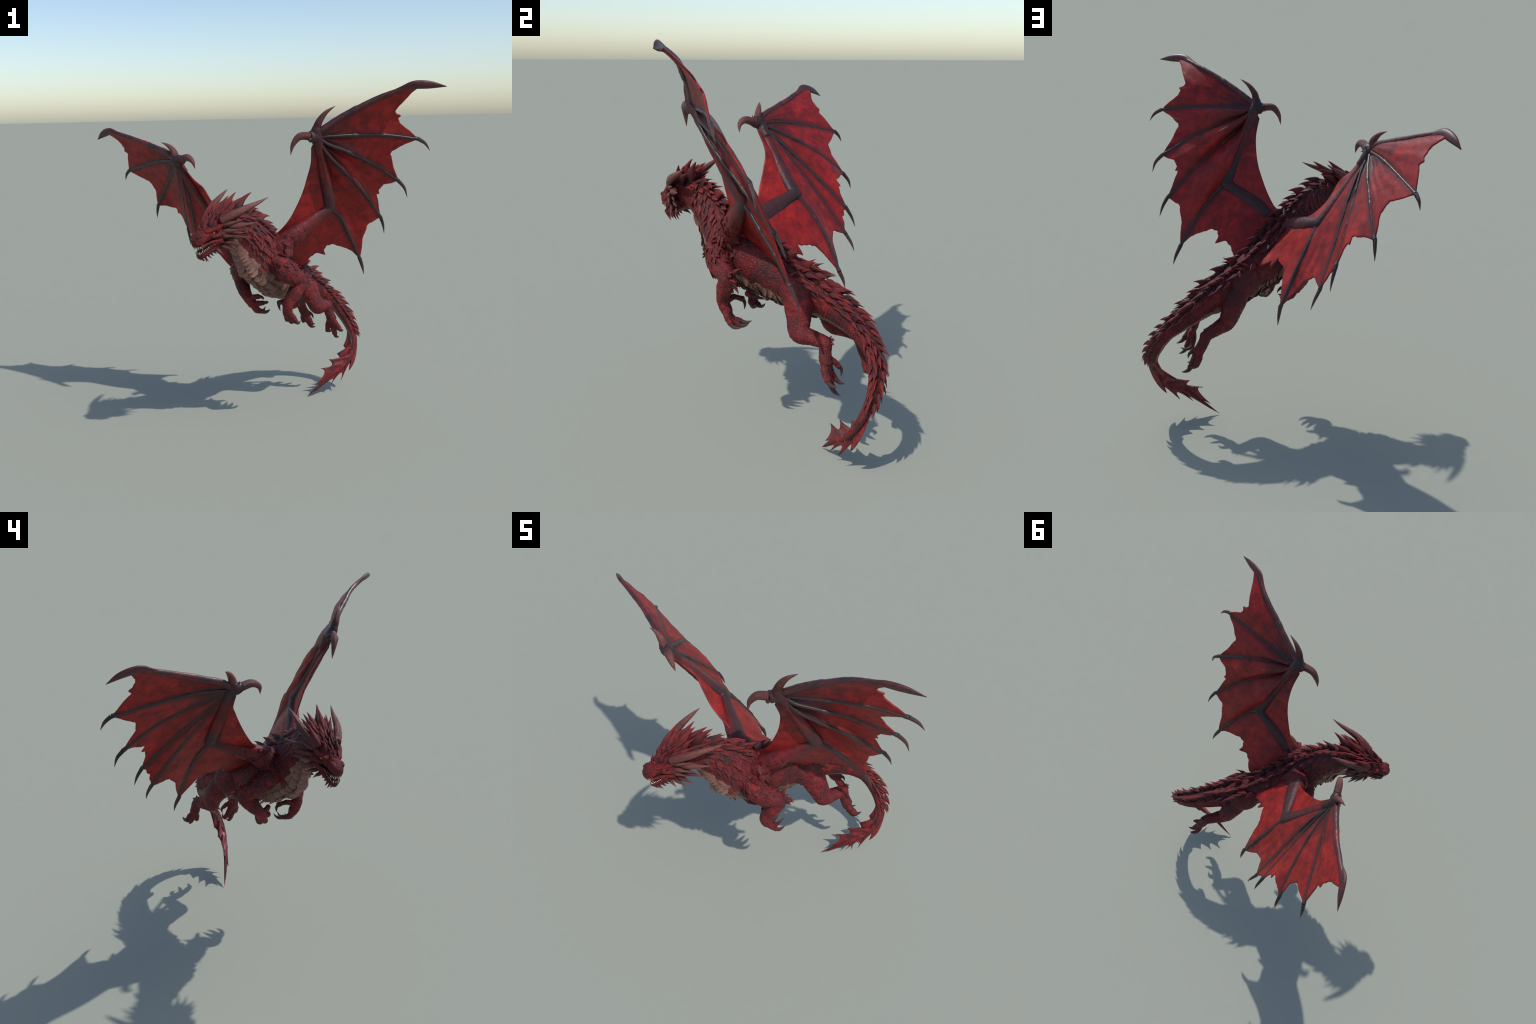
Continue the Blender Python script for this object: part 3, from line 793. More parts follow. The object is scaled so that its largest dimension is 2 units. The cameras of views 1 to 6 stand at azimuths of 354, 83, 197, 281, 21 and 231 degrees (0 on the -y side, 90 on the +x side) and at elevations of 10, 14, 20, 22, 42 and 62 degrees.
# ------------------------------------------------------------------ back spikes
TIPS = [(-0.025, -0.324, 1.320), (-0.001, -0.299, 1.293), (0.047, -0.238, 1.267), (0.070, -0.210, 1.221), (0.084, -0.155, 1.193), (0.111, -0.090, 1.169)]
TIPS2 = [(0.367, 0.229, 0.909), (0.433, 0.299, 0.860), (0.463, 0.330, 0.804), (0.525, 0.365, 0.742), (0.547, 0.370, 0.689), (0.603, 0.390, 0.647), (0.632, 0.410, 0.603),
         (0.663, 0.424, 0.557), (0.693, 0.433, 0.500), (0.709, 0.423, 0.444), (0.720, 0.401, 0.392), (0.718, 0.378, 0.340)]
mid = [(0.140, -0.045, 1.135), (0.172, 0.010, 1.095), (0.200, 0.065, 1.050), (0.226, 0.122, 1.000), (0.292, 0.192, 0.968)]
for tip in TIPS + mid + TIPS2:
    tip = V(*tip)
    k = int(np.argmin(np.linalg.norm(STOP - tip, axis=1)))
    h = np.linalg.norm(tip - STOP[k])
    q, n = snap(tip - ST[k] * 0.046 - SU[k] * h * 0.6)
    owner = NECK if k < i_neck1 else (TORSO if k < i_tail0 else TAIL)
    ln = np.linalg.norm(tip - q)
    place("dorsal_spike", C_FIN, q - n * 0.008, tip, SU[k], 0.0115 * min(1.35, ln / 0.06), 0.0165 * min(1.35, ln / 0.06), owner)

def row(angle, k0, k1, step, ln0, ln1, w, lift, mesh, name, jit=0.15, both_sides=True, thick=0.5):
    d = SLEN[k0]; n = 0
    while d < SLEN[k1]:
        k = int(np.searchsorted(SLEN, d)); t = (d - SLEN[k0]) / (SLEN[k1] - SLEN[k0])
        for s in ((1, -1) if both_sides else (1,)):
            a = s * (angle + rng.uniform(-0.06, 0.06))
            q, nrm = on_body(k, a)
            ln = (ln0 * (1 - t) + ln1 * t) * rng.uniform(1 - jit, 1 + jit)
            if q is None: continue
            back = ST[k] - nrm * (ST[k] @ nrm)
            down = -SU[k] * (0.75 if k < i_neck1 + 10 else 0.15) * math.sin(angle) if angle > 0.6 else 0
            tip = q + unit(back + down) * ln + nrm * ln * lift
            owner = HEAD if k < i_neck0 else (NECK if k < i_neck1 else (TORSO if k < i_tail0 else TAIL))
            place(name, mesh, q - nrm * 0.004, tip, nrm, w * ln, thick * w * ln, owner)
        d += step * (1 - t) * 1.0 + step * t * 0.85
        n += 1
kk = lambda p: int(np.argmin(np.linalg.norm(SC - V(*p), axis=1)))
k_tail_end = kk((0.660, 0.366, 0.38))
row(0.26, 1, kk((-0.03, -0.29, 1.13)), 0.036, 0.066, 0.060, 0.27, 0.42, C_QUILL, "nape_quill", thick=0.8)
row(0.62, 2, kk((-0.03, -0.29, 1.13)), 0.034, 0.060, 0.056, 0.29, 0.32, C_QUILL, "nape_quill", thick=0.8)
row(0.40, i_neck0, i_tail0, 0.036, 0.058, 0.078, 0.165, 0.36, C_BACK, "back_quill", thick=0.9)
row(0.48, i_tail0, k_tail_end, 0.040, 0.086, 0.056, 0.150, 0.38, C_BACK, "back_quill", thick=0.9)
row(0.92, kk((0.20, 0.04, 0.88)), k_tail_end, 0.044, 0.084, 0.050, 0.150, 0.36, C_BACK, "back_quill", thick=0.8)
row(0.72, i_neck0 - 2, kk((0.14, -0.06, 0.93)), 0.030, 0.056, 0.060, 0.34, 0.22, C_SCALE, "neck_scale", thick=0.7)
for j, ang in enumerate((0.98, 1.22, 1.46, 1.70)):
    row(ang, 8 + 2 * (j % 2), i_neck1 + 16 - 4 * j, 0.0255, 0.050 - 0.005 * j, 0.048 - 0.006 * j, 0.40, 0.20, C_SCALE, "neck_scale", thick=0.7)

# belly scutes: three files of overlapping plates from throat to vent
def scutes(angle, wid, k0, k1, step, nm):
    d = SLEN[k0]
    while d < SLEN[k1]:
        k = int(np.searchsorted(SLEN, d))
        for s in ((1,) if angle > 3.1 else (1, -1)):
            q, nrm = on_body(k, s * angle)
            if q is None or np.linalg.norm(q - SC[k]) > 1.45 * max(SH[k], SW[k]): continue
            back = unit(ST[k] - nrm * (ST[k] @ nrm)); ln = step * 1.5 * rng.uniform(0.95, 1.05)
            place(nm, C_SCUTE, q - nrm * 0.005 - back * 0.006, q + back * ln + nrm * (0.010 if angle > 3.1 else 0.006), nrm, wid * (0.55 + 0.45 * min(1, SW[k] / 0.1)) * rng.uniform(0.92, 1.08), 0.0075, TORSO if k >= i_neck1 else NECK)
        d += step
k_vent = kk((0.30, 0.17, 0.80))
scutes(math.pi, 0.040, 12, k_vent, 0.026, "belly_scute")
scutes(2.66, 0.030, 14, k_vent - 8, 0.026, "belly_scute")
scutes(2.28, 0.026, 58, k_vent - 20, 0.026, "belly_scute")

# ------------------------------------------------------------------ claws, elbow and heel spikes, shoulder scales
for key, d in LIMBS.items():
    o = LIMBOBJ[key]
    for pts, tip, r in d["digits"]:
        p0, p1 = V(*pts[-1][:3]), V(*pts[-2][:3])
        dr = unit(p0 - p1); tip = V(*tip)
        chord = tip - p0
        out = dr - unit(chord) * (dr @ unit(chord))
        if np.linalg.norm(out) < 0.15: out = V(0, 0, -1)
        bend = np.linalg.norm(chord) * 0.30
        horn("claw", [(*(p0 - unit(chord) * 0.003), r * 1.15), (*(p0 + chord * 0.35 + unit(out) * bend * 0.60), r * 0.95), (*(p0 + chord * 0.72 + unit(out) * bend * 0.46), r * 0.55), (*tip, 0.0008)], M_CLAW, o, n=16, sides=10, tilt=0.0)
for key, tips, c in ((("forelimb", "L"), [(0.268, -0.219, 0.928), (0.290, -0.228, 0.910), (0.300, -0.208, 0.880), (0.290, -0.196, 0.850), (0.270, -0.190, 0.815), (0.245, -0.175, 0.94)], (0.205, -0.245, 0.885)),
                     (("forelimb", "R"), [(-0.122, 0.046, 0.930), (-0.114, 0.074, 0.896), (-0.106, 0.094, 0.865), (-0.098, 0.088, 0.840), (-0.095, 0.052, 0.808), (-0.128, 0.022, 0.948)], (-0.112, 0.000, 0.872)),
                     (("hindlimb", "L"), [(0.478, 0.236, 0.662), (0.492, 0.246, 0.640), (0.494, 0.243, 0.618), (0.462, 0.250, 0.640)], (0.464, 0.205, 0.622)),
                     (("hindlimb", "R"), [(0.334, 0.410, 0.640), (0.348, 0.424, 0.615), (0.352, 0.420, 0.594), (0.322, 0.432, 0.622)], (0.316, 0.394, 0.600))):
    for t in tips:
        t = V(*t); q, n = snap(t * 0.35 + V(*c) * 0.65)
        w = 0.0135 if "fore" in key[0] else 0.0095
        place("elbow_spike" if "fore" in key[0] else "heel_spike", C_THORN, q - n * 0.006, t, SU[100], w, w, LIMBOBJ[key])

def limb_scales(key, t0, t1, count, size, lift, face):
    """overlapping pointed scales on the outer side of a limb, tips down the limb"""
    P = curve(LIMBS[key]["bone"], 80); T = tangents(P)
    for _ in range(count):
        k = int(rng.uniform(t0, t1) * 79)
        a = V(*[rng.gauss(0, 1) for _ in range(3)]); a = a - T[k] * (a @ T[k]); a = unit(a)
        if a @ unit(V(*face)) < -0.15: continue
        hit, n, _, _ = BVH.ray_cast(Vector(P[k, :3] + a * (P[k, 3] * 2 + 0.02)), Vector(-a))
        if hit is None: continue
        q, n = np.array(hit), np.array(n)
        if np.linalg.norm(q - P[k, :3]) > P[k, 3] * 1.6: continue
        b = unit(T[k] - n * (T[k] @ n) + V(0.15, 0.22, -0.02)); ln = size * rng.uniform(0.7, 1.3)
        place("limb_scale", C_SCALE, q - n * 0.003, q + b * ln + n * ln * lift, n, ln * 0.30, ln * 0.2, LIMBOBJ[key])
limb_scales(("forelimb", "L"), 0.0, 0.36, 150, 0.036, 0.25, (0.8, -0.5, 0.4))
limb_scales(("forelimb", "R"), 0.0, 0.36, 140, 0.036, 0.25, (-0.8, 0.2, 0.4))
limb_scales(("forelimb", "L"), 0.36, 0.75, 60, 0.014, 0.25, (0.8, -0.2, 0.1))
limb_scales(("forelimb", "R"), 0.36, 0.75, 60, 0.014, 0.25, (-0.8, 0.4, 0.1))

def fin_material():
    m = Mat("tail_fin_skin")
    a = m.noise(22, 5, 0.6, 0.5); c = m.noise(80, 4, 0.6)
    k = m.ramp(a, [(0.35, (0.060, 0.013, 0.016)), (0.52, (0.155, 0.014, 0.016)), (0.70, (0.27, 0.024, 0.022))])
    k = m.mix(m.ramp(c, [(0.5, 0.0), (0.75, 0.5)]), k, (0.045, 0.012, 0.014))
    return m.done(k, 0.45, m.bump(c, 0.3, 0.002), 0.35)
M_FIN = fin_material()

def bez(a, c, b, n):
    t = np.linspace(0, 1, n)[:, None]
    return (1 - t) ** 2 * a + 2 * t * (1 - t) * c + t ** 2 * b

# ------------------------------------------------------------------ tail fin: spines joined by webs, above and below the tail end
FIN = {1: [(0.700, 0.372, 0.345, 0), (0.680, 0.330, 0.215, 0), (0.628, 0.303, 0.137, 1), (0.640, 0.318, 0.190, 0), (0.564, 0.262, 0.082, 1), (0.568, 0.274, 0.135, 0), (0.491, 0.237, 0.070, 1), (0.500, 0.250, 0.101, 0), (0.385, 0.229, 0.030, 0)],
       -1: [(0.642, 0.384, 0.370, 0), (0.634, 0.378, 0.335, 0), (0.604, 0.363, 0.292, 1), (0.612, 0.342, 0.262, 0), (0.551, 0.323, 0.253, 1), (0.562, 0.308, 0.220, 0), (0.487, 0.281, 0.229, 1), (0.503, 0.272, 0.188, 0), (0.419, 0.249, 0.179, 1), (0.450, 0.244, 0.148, 0), (0.380, 0.232, 0.064, 0)]}
def fin_web(side, pts):
    """web stretched between spines; its rim dips to a notch between neighbouring spine tips"""
    tips = [i for i, p in enumerate(pts) if p[3]]
    Q = np.array([p[:3] for p in pts])
    rim, spine_at = [Q[0]], []
    for a_, b_ in zip([0] + tips, tips + [len(Q) - 1]):
        mid_ = Q[a_ + 1:b_].mean(0) if b_ - a_ > 1 else (Q[a_] + Q[b_]) / 2
        seg = bez(Q[a_], 2 * mid_ - (Q[a_] + Q[b_]) / 2, Q[b_], 15)
        rim += list(seg[1:]); spine_at.append(len(rim) - 1)
    O = np.array(rim); n = len(O)
    t = np.arange(n)
    rib = np.exp(-((t[:, None] - np.array(spine_at[:-1])[None]) / 2.6) ** 2).max(1)
    idx = np.array([np.argmin(np.linalg.norm(SC - o, axis=1)) for o in O])
    base = np.maximum.accumulate(np.clip(idx - 18 * np.linspace(0.7, 0.8, n), 0, NSP - 4).astype(int))
    B, m = SC[base], 10
    R = []
    for j in range(n):
        L = SL[base[j]]; ring_ = []
        for r in np.linspace(0, 1, m):
            th = 0.8 * SW[base[j]] * (1 - r) ** 1.6 + 0.0012 + 0.0050 * rib[j] * (1 - 0.75 * r)
            ring_.append((B[j] * (1 - r) + O[j] * r, th, L))
        R.append(np.array([p + L * th for p, th, L in ring_] + [p - L * th for p, th, L in ring_[::-1]]))
    return rings_to_mesh(np.array(R))
for side, pts in FIN.items():
    v_, f_ = fin_web(side, pts)
    add("tail_fin", mesh_of("tail_fin", v_, f_), TAIL, M_FIN)

# ------------------------------------------------------------------ wings
WINGS = {
    "L": dict(
        shoulder=(0.128, -0.220, 1.105), elbow=(0.406, -0.177, 1.300), wrist=(0.290, -0.385, 1.712),
        hook=[(0.245, -0.412, 1.718), (0.190, -0.424, 1.716), (0.155, -0.424, 1.676), (0.141, -0.421, 1.619)],
        spike=[(0.284, -0.403, 1.745), (0.300, -0.414, 1.795), (0.338, -0.420, 1.842), (0.387, -0.421, 1.874)],
        fingers=[
            dict(p=[(0.286, -0.395, 1.730), (0.413, -0.413, 1.811), (0.537, -0.438, 1.877), (0.665, -0.470, 1.931), (0.785, -0.520, 1.973)], tip=[(0.872, -0.533, 1.972), (0.957, -0.545, 1.962)], r=(0.0175, 0.0115)),
            dict(p=[(0.299, -0.379, 1.712), (0.402, -0.373, 1.714), (0.529, -0.360, 1.717), (0.684, -0.346, 1.711), (0.871, -0.342, 1.687)], tip=[(0.915, -0.336, 1.660), (0.946, -0.328, 1.618)], r=(0.010, 0.0075)),
            dict(p=[(0.299, -0.379, 1.712), (0.352, -0.372, 1.672), (0.460, -0.333, 1.630), (0.614, -0.268, 1.562), (0.807, -0.185, 1.445)], tip=[(0.848, -0.174, 1.400), (0.869, -0.168, 1.342)], r=(0.010, 0.0075)),
            dict(p=[(0.299, -0.379, 1.712), (0.350, -0.358, 1.623), (0.452, -0.298, 1.526), (0.587, -0.201, 1.398), (0.735, -0.073, 1.218)], tip=[(0.757, -0.050, 1.168), (0.770, -0.029, 1.112)], r=(0.010, 0.0070)),
            dict(p=[(0.406, -0.177, 1.300), (0.469, -0.142, 1.241), (0.521, -0.094, 1.160), (0.571, -0.041, 1.064), (0.629, 0.009, 0.954)], tip=[(0.650, 0.030, 0.900), (0.664, 0.046, 0.847)], r=(0.012, 0.0080))],
        notch=[(0.739, -0.379, 1.827), (0.746, -0.279, 1.607), (0.701, -0.152, 1.384), (0.649, -0.054, 1.134)],
        body=[(0.150, -0.150, 1.080), (0.200, -0.060, 1.020), (0.250, 0.000, 0.955), (0.274, 0.034, 0.924)], bnotch=(0.425, -0.030, 1.042),
        prop=[(0.262, -0.388, 1.655), (0.266, -0.336, 1.563), (0.252, -0.292, 1.486), (0.232, -0.265, 1.406), (0.199, -0.244, 1.324), (0.157, -0.222, 1.241), (0.105, -0.190, 1.175), (0.050, -0.160, 1.130)]),
    "R": dict(
        shoulder=(-0.068, -0.082, 1.105), elbow=(-0.242, 0.161, 1.220), wrist=(-0.470, -0.005, 1.580),
        hook=[(-0.440, -0.050, 1.592), (-0.408, -0.095, 1.604), (-0.380, -0.125, 1.582), (-0.367, -0.128, 1.541)],
        spike=[(-0.476, -0.018, 1.600), (-0.486, -0.012, 1.640), (-0.515, -0.004, 1.672), (-0.555, 0.003, 1.691)],
        fingers=[
            dict(p=[(-0.480, -0.010, 1.592), (-0.515, 0.025, 1.625), (-0.583, 0.092, 1.657), (-0.697, 0.190, 1.700), (-0.863, 0.307, 1.758)], tip=[(-0.918, 0.376, 1.739), (-0.958, 0.428, 1.706)], r=(0.0175, 0.0115)),
            dict(p=[(-0.472, 0.000, 1.579), (-0.531, 0.103, 1.582), (-0.604, 0.218, 1.565), (-0.686, 0.347, 1.536), (-0.775, 0.487, 1.502)], tip=[(-0.794, 0.514, 1.476), (-0.803, 0.534, 1.439)], r=(0.010, 0.0075)),
            dict(p=[(-0.472, 0.000, 1.579), (-0.486, 0.128, 1.520), (-0.516, 0.259, 1.453), (-0.555, 0.387, 1.371), (-0.599, 0.508, 1.269)], tip=[(-0.606, 0.540, 1.228), (-0.610, 0.555, 1.180)], r=(0.010, 0.0075)),
            dict(p=[(-0.472, 0.000, 1.579), (-0.448, 0.073, 1.509), (-0.436, 0.181, 1.407), (-0.426, 0.321, 1.273), (-0.408, 0.486, 1.103)], tip=[(-0.400, 0.518, 1.048), (-0.395, 0.538, 0.994)], r=(0.009, 0.0070)),
            dict(p=[(-0.472, 0.000, 1.579), (-0.422, 0.105, 1.456), (-0.391, 0.222, 1.311), (-0.365, 0.345, 1.147), (-0.326, 0.470, 0.967)], tip=[(-0.306, 0.498, 0.918), (-0.292, 0.513, 0.874)], r=(0.008, 0.0065)),
            dict(p=[(-0.242, 0.161, 1.220), (-0.212, 0.240, 1.135), (-0.178, 0.299, 1.036), (-0.140, 0.346, 0.929), (-0.096, 0.387, 0.811)], tip=[(-0.094, 0.408, 0.766), (-0.092, 0.420, 0.720)], r=(0.012, 0.0080))],
        notch=[(-0.789, 0.375, 1.645), (-0.631, 0.428, 1.413), (-0.475, 0.449, 1.241), (-0.374, 0.470, 1.049), (-0.238, 0.375, 0.970)],
        body=[(0.000, -0.020, 1.075), (0.075, 0.040, 1.005), (0.130, 0.080, 0.930), (0.172, 0.107, 0.872)], bnotch=(-0.025, 0.170, 0.980),
        prop=[(-0.435, -0.025, 1.550), (-0.372, 0.006, 1.466), (-0.318, 0.008, 1.419), (-0.281, -0.008, 1.352), (-0.228, -0.033, 1.270), (-0.136, -0.060, 1.183), (-0.060, -0.092, 1.150), (0.020, -0.110, 1.130)]),
}

def ragged(v, seed, amp):
    """edge depth multiplier with small irregular tatters"""
    x = v * 9 + seed * 13.7
    return amp * (0.5 * np.sin(x * 2.1 + seed) + 0.5 * np.abs(np.sin(x * 3.7 + 2 * seed))) * np.sin(np.pi * v)

def panel(A, B, edge_mid, seed, tatter=0.012, wrinkle=0.0035, M=34, sag=None, tooth=None):
    """membrane between two border curves A, B (same t), outer edge scalloped through edge_mid"""
    N = len(A)
    v = np.linspace(0, 1, M)
    if edge_mid is None:
        mid = (A + B) / 2; g = tangents(mid)
        width = np.linalg.norm(A[-1] - B[-1])
        notch = 0.86; off = np.zeros(3)
    else:
        e = V(*edge_mid); mid = (A + B) / 2
        j = int(np.argmin(np.linalg.norm(mid - e, axis=1))); notch = j / (N - 1); off = e - mid[j]
        notch = min(notch, 0.97)
    shape = np.sin(np.pi * v) ** 1.1
    tmax = 1 - (1 - notch) * shape - np.maximum(0, ragged(v, seed, tatter * 2))
    if tooth: tmax = tmax + tooth[1] * np.maximum(0, 1 - np.abs(v - tooth[0]) / 0.05)
    G = np.zeros((N, M, 3))
    src = np.linspace(0, 1, N)
    for j in range(M):
        q = src * tmax[j]
        a = np.stack([np.interp(q, src, A[:, c]) for c in range(3)], -1)
        b = np.stack([np.interp(q, src, B[:, c]) for c in range(3)], -1)
        G[:, j] = a * (1 - v[j]) + b * v[j] + off * (np.sin(np.pi * v[j]) * np.minimum(1, q / notch) ** 1.5)[:, None]
        if sag is not None:
            G[:, j] += np.asarray(sag) * (np.sin(np.pi * v[j]) * np.sin(np.pi * np.clip(q / notch, 0, 1) ** 0.6))[:, None]
    # wrinkles along the normal
    du, dv = np.gradient(G, axis=0), np.gradient(G, axis=1)
    nn = unit(np.cross(du, dv))
    for i in range(N):
        for j in range(M):
            p = G[i, j]; fade = math.sin(math.pi * v[j]) ** 0.5 * min(1, i / (0.15 * N))
            G[i, j] = p + nn[i, j] * fade * (wrinkle * fbm(p, 14, 3) + wrinkle * 0.22 * math.sin(7 * math.pi * v[j] + 5 * fbm(p, 6, 2)))
    V_ = list(G.reshape(-1, 3)); F_ = []
    for i in range(N - 1):
        for j in range(M - 1):
            a = i * M + j
            F_.append((a, a + 1, a + M + 1, a + M))
    return np.array(V_), F_

for side, w in WINGS.items():
    sgn = 1 if side == "L" else -1
    wing = add("wing", None)
    sh, el, wr = V(*w["shoulder"]), V(*w["elbow"]), V(*w["wrist"])
    fing = w["fingers"]; nf = len(fing)
    # arm: upper arm, forearm, elbow knob, hand
    ax = unit(wr - el); fwd = unit(np.cross(wr - el, sh - el)) * sgn
    back = unit(np.cross(fwd, ax))
    f1 = lambda k, p, w_: p + fwd * 0.010 * w_
    arm = [tube([(*(sh - (el - sh) * 0.20 - fwd * 0.01), 0.018), (*(sh - (el - sh) * 0.10 - fwd * 0.005), 0.040), (*(sh * 0.85 + el * 0.15), 0.047), (*(sh * 0.45 + el * 0.55), 0.037), (*(el * 0.85 + sh * 0.15), 0.028), (*el, 0.027)], n=26, sides=18, up=fwd, flat=1.25),
           tube([(*el, 0.025), (*(el * 0.85 + wr * 0.15 + fwd * 0.006), 0.026), (*(el * 0.6 + wr * 0.4 + fwd * 0.008), 0.024), (*(el * 0.25 + wr * 0.75 + fwd * 0.005), 0.019), (*wr, 0.024)], n=26, sides=18, up=fwd, flat=1.42),
           tube([(*(el - back * 0.01), 0.010), (*(el * 0.6 + wr * 0.4 + fwd * 0.026), 0.008), (*(el * 0.1 + wr * 0.9 + fwd * 0.02), 0.007)], n=16, sides=10, up=fwd),
           tube([(*(sh - (el - sh) * 0.1 - ax * 0.02), 0.034), (*(sh * 0.55 + el * 0.45 - ax * 0.022), 0.024), (*(el - ax * 0.01), 0.014)], n=16, sides=12, up=fwd),
           blob(el, (0.032, 0.026, 0.034), (ax, fwd, back))]
    hb = V(*w["hook"][0]); sb = V(*w["spike"][0])
    arm += [tube([(*(wr * 0.8 + el * 0.2), 0.024), (*wr, 0.032), (*((wr + hb) / 2), 0.032), (*hb, 0.024)], n=16, sides=16, up=fwd),
            tube([(*wr, 0.032), (*sb, 0.026), (*(sb * 0.6 + V(*w["spike"][1]) * 0.4), 0.022)], n=10, sides=14, up=fwd)]
    for k in range(34):
        d = unit(V(*[rng.gauss(0, 1) for _ in range(3)]))
        c = wr + (hb - wr) * rng.uniform(-0.1, 0.9) + d * rng.uniform(0.018, 0.030)
        arm.append(blob(c, [rng.uniform(0.006, 0.013) for _ in range(3)], n=7, m=9))
    v_, f_ = join(arm)
    am = evaluated(mesh_of("wing_arm", v_, f_, False), [("REMESH", dict(mode="VOXEL", voxel_size=0.004)), ("SMOOTH", dict(factor=0.5, iterations=4))])
    c_, n_ = arrays(am)
    dsp = np.array([0.0025 * fbm(p, 26, 3) + 0.0015 * abs(fbm(p + 3, 60, 2)) for p in c_])
    am.vertices.foreach_set("co", (c_ + n_ * dsp[:, None]).ravel()); am.update()
    am.polygons.foreach_set("use_smooth", [True] * len(am.polygons)); am.materials.clear()
    add("wing_arm", am, wing, arm_material(side, sh, el, wr, hb, fwd))
    AB = BVHTree.FromPolygons([v.co.copy() for v in am.vertices], [tuple(p.vertices) for p in am.polygons])
    for k in range(46):    # overlapping scales at the wing shoulder, thinning towards the elbow
        t = rng.random() ** 1.5 * 0.42 - 0.10
        c = sh + (el - sh) * t; d = unit(fwd * rng.uniform(0.1, 1) + back * rng.gauss(0, 0.5) + ax * rng.gauss(0, 0.6))
        hit, n, _, _ = AB.ray_cast(Vector(c + d * 0.2), Vector(-d))
        if hit is None: continue
        q, n = np.array(hit), np.array(n); b = unit((el - sh) - n * ((el - sh) @ n)); ln = 0.034 * (1 - 0.9 * max(t, 0)) * rng.uniform(0.75, 1.2)
        place("wing_scale", C_SCALE, q - n * 0.003, q + b * ln + n * ln * 0.16, n, ln * 0.34, ln * 0.16, wing)
    for k in range(9):     # pointed scales round the hand
        d = unit(V(*[rng.gauss(0, 1) for _ in range(3)])); c = wr + (hb - wr) * rng.uniform(0, 0.8)
        place("hand_thorn", C_THORN, c + d * 0.012, c + d * 0.042 + V(0, 0, 0.006), fwd, 0.008, 0.009, wing)
    tap = lambda P, r: [(*p, q) for p, q in zip(P, r)]
    horn("wing_claw", tap(w["hook"], (0.0225, 0.0200, 0.0130, 0.001)), M_HORN, wing, rings=0.0)
    horn("wing_claw", tap(w["spike"], (0.0230, 0.0185, 0.0110, 0.001)), M_HORN, wing, rings=0.0)
    # fingers with knuckles, each ending in a claw
    CUR = []
    for k, fd in enumerate(fing):
        P = curve(fd["p"], 44)
        CUR.append(P)
        s = np.linspace(0, 1, 44)
        r = fd["r"][0] * (1 - s) + fd["r"][1] * s
        if k:
            r = r + 0.0035 * np.exp(-((s - 0.36) / 0.02) ** 2) + 0.003 * np.exp(-((s - 0.66) / 0.02) ** 2) + 0.0045 * np.exp(-((s - 0.99) / 0.03) ** 2) + 0.003 * np.exp(-(s / 0.05) ** 2)
        else:
            r = r * (1 + 0.02 * np.sin(s * 75)) + 0.002 * np.exp(-((s - 0.42) / 0.03) ** 2)
        wob = np.array([[fbm(p + c * 7.0, 9, 2) for c in range(3)] for p in P]) * (0.004 * np.sin(np.pi * s))[:, None]
        v_, f_ = tube(np.c_[P + wob, r], n=90, sides=12, up=fwd)
        v_ = np.array([p + 0.0012 * fbm(p, 60, 2) for p in v_])
        add("wing_finger", mesh_of("wing_finger", v_, f_), wing, M_BONE if k else M_RIM)
        t = fd["tip"]; r1 = fd["r"][1] + (0.0030 if k else 0.001)
        p0, p1, p2 = P[-1], V(*t[0]), V(*t[1])
        root = [(*p0, r1)] if k else [(*P[33], 0.0045), (*P[38], 0.0082), (*p0, r1 * 0.92)]      # the leading finger ends in a flat blade
        horn("finger_claw", root + [(*p1, r1 * (0.72 if k else 0.78)), (*p2, 0.0008)], M_CLAW if k else M_RIM, wing, n=20, sides=12, tilt=0.0, up=fwd, flat=1.1 if k else 2.1)
    # membranes
    segs = []
    for P in CUR:
        segs += [(P[0], P[18]), (P[18], P[32]), (P[32], P[-1])]
    M_MEMBRANE = membrane_material(side, wr, segs + [(wr, el), (el, sh)])
    sheets = []
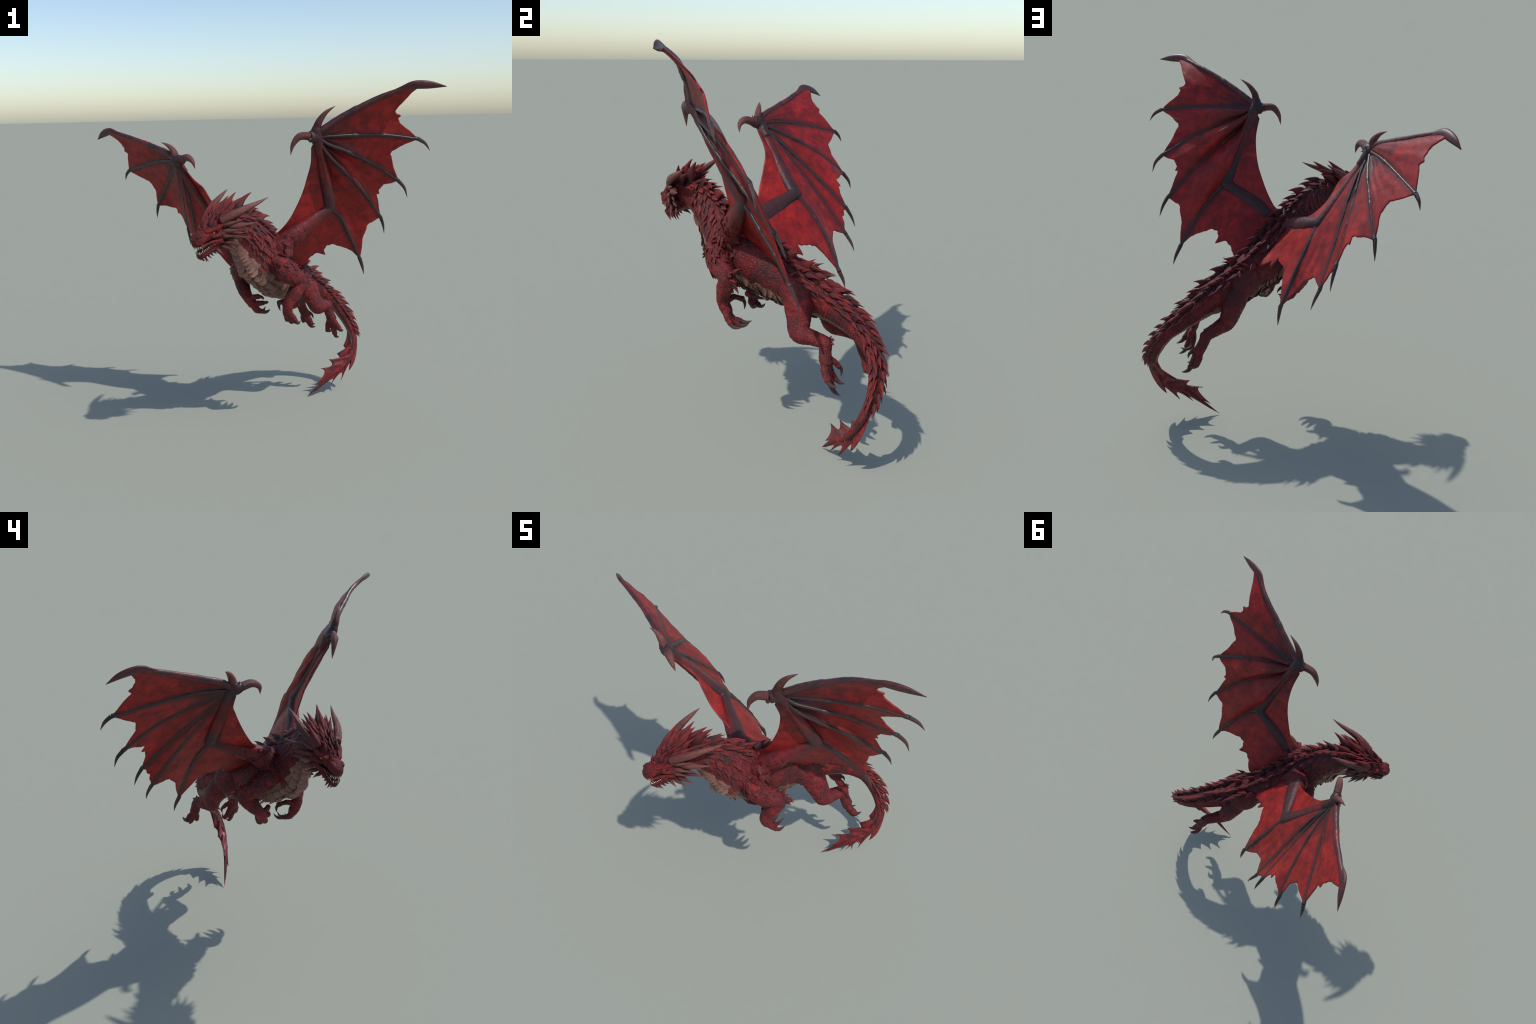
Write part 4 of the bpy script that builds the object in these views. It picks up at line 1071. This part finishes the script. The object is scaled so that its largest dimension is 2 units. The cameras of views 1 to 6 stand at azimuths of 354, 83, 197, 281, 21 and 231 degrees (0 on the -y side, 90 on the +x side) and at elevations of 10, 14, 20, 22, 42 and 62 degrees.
    LEAD = curve([tuple(p) for p in CUR[0][::9]] + [tuple(CUR[0][-1]), tuple(CUR[0][-1] * 0.45 + V(*fing[0]["tip"][0]) * 0.55)], 44)   # first web runs on under the blade
    cup = {"L": [-0.006, 0.028, 0.046, 0.056], "R": [0.012, -0.005, -0.013, -0.010, 0.002]}[side]
    for k in range(nf - 1):
        A, B = (CUR[k] if k else LEAD), CUR[k + 1]
        sheets.append(panel(A, B, w["notch"][k], k + (0 if side == "L" else 10), sag=-fwd * cup[k], tooth=(0.55, 0.05) if k in (0, 2) else None))
    # behind the elbow finger, to the flank
    ks = np.linspace(kk(sh * 0.5 + V(0.06, -0.10, 1.0) * 0.5), int(np.argmin(np.linalg.norm(STOP - V(*w["body"][-1]), axis=1))), 6).astype(int)
    root = [tuple(STOP[k] - SU[k] * 0.055 + sgn * SL[k] * 0.040) for k in ks[:-1]]
    body = curve(root + [w["body"][-1]], 44)
    sheets.append(panel(CUR[-1], body, w["bnotch"], 7 + sgn, tatter=0.03, M=64, sag=-fwd * (0.014 if side == "L" else 0.0), tooth=(0.62, 0.16)))
    # in front of the arm
    arm_line = curve([tuple(wr), tuple(wr * 0.5 + el * 0.5), tuple(el), tuple(el * 0.5 + sh * 0.5), tuple(sh)], 44)
    prop = curve(w["prop"], 44)
    vv = np.linspace(0, 1, 16)
    G = arm_line[:, None] * (1 - vv)[None, :, None] + prop[:, None] * vv[None, :, None]
    q_ = np.linspace(0, 1, 44)      # shallow billow in the crook of the arm
    G += fwd * 0.004 * (np.sin(np.pi * vv ** 0.7) ** 1.3)[None, :, None] * np.exp(-((q_ - 0.5) / 0.22) ** 2)[:, None, None]
    F_ = [(i * 16 + j, i * 16 + j + 1, (i + 1) * 16 + j + 1, (i + 1) * 16 + j) for i in range(43) for j in range(15)]
    sheets.append((G.reshape(-1, 3), F_))
    for v_, f_ in sheets:
        o = add("wing_membrane", mesh_of("wing_membrane", v_, f_), wing, M_MEMBRANE)
        md = o.modifiers.new("thickness", "SOLIDIFY"); md.thickness = 0.009; md.offset = 0
        md = o.modifiers.new("round", "SUBSURF"); md.levels = md.render_levels = 1
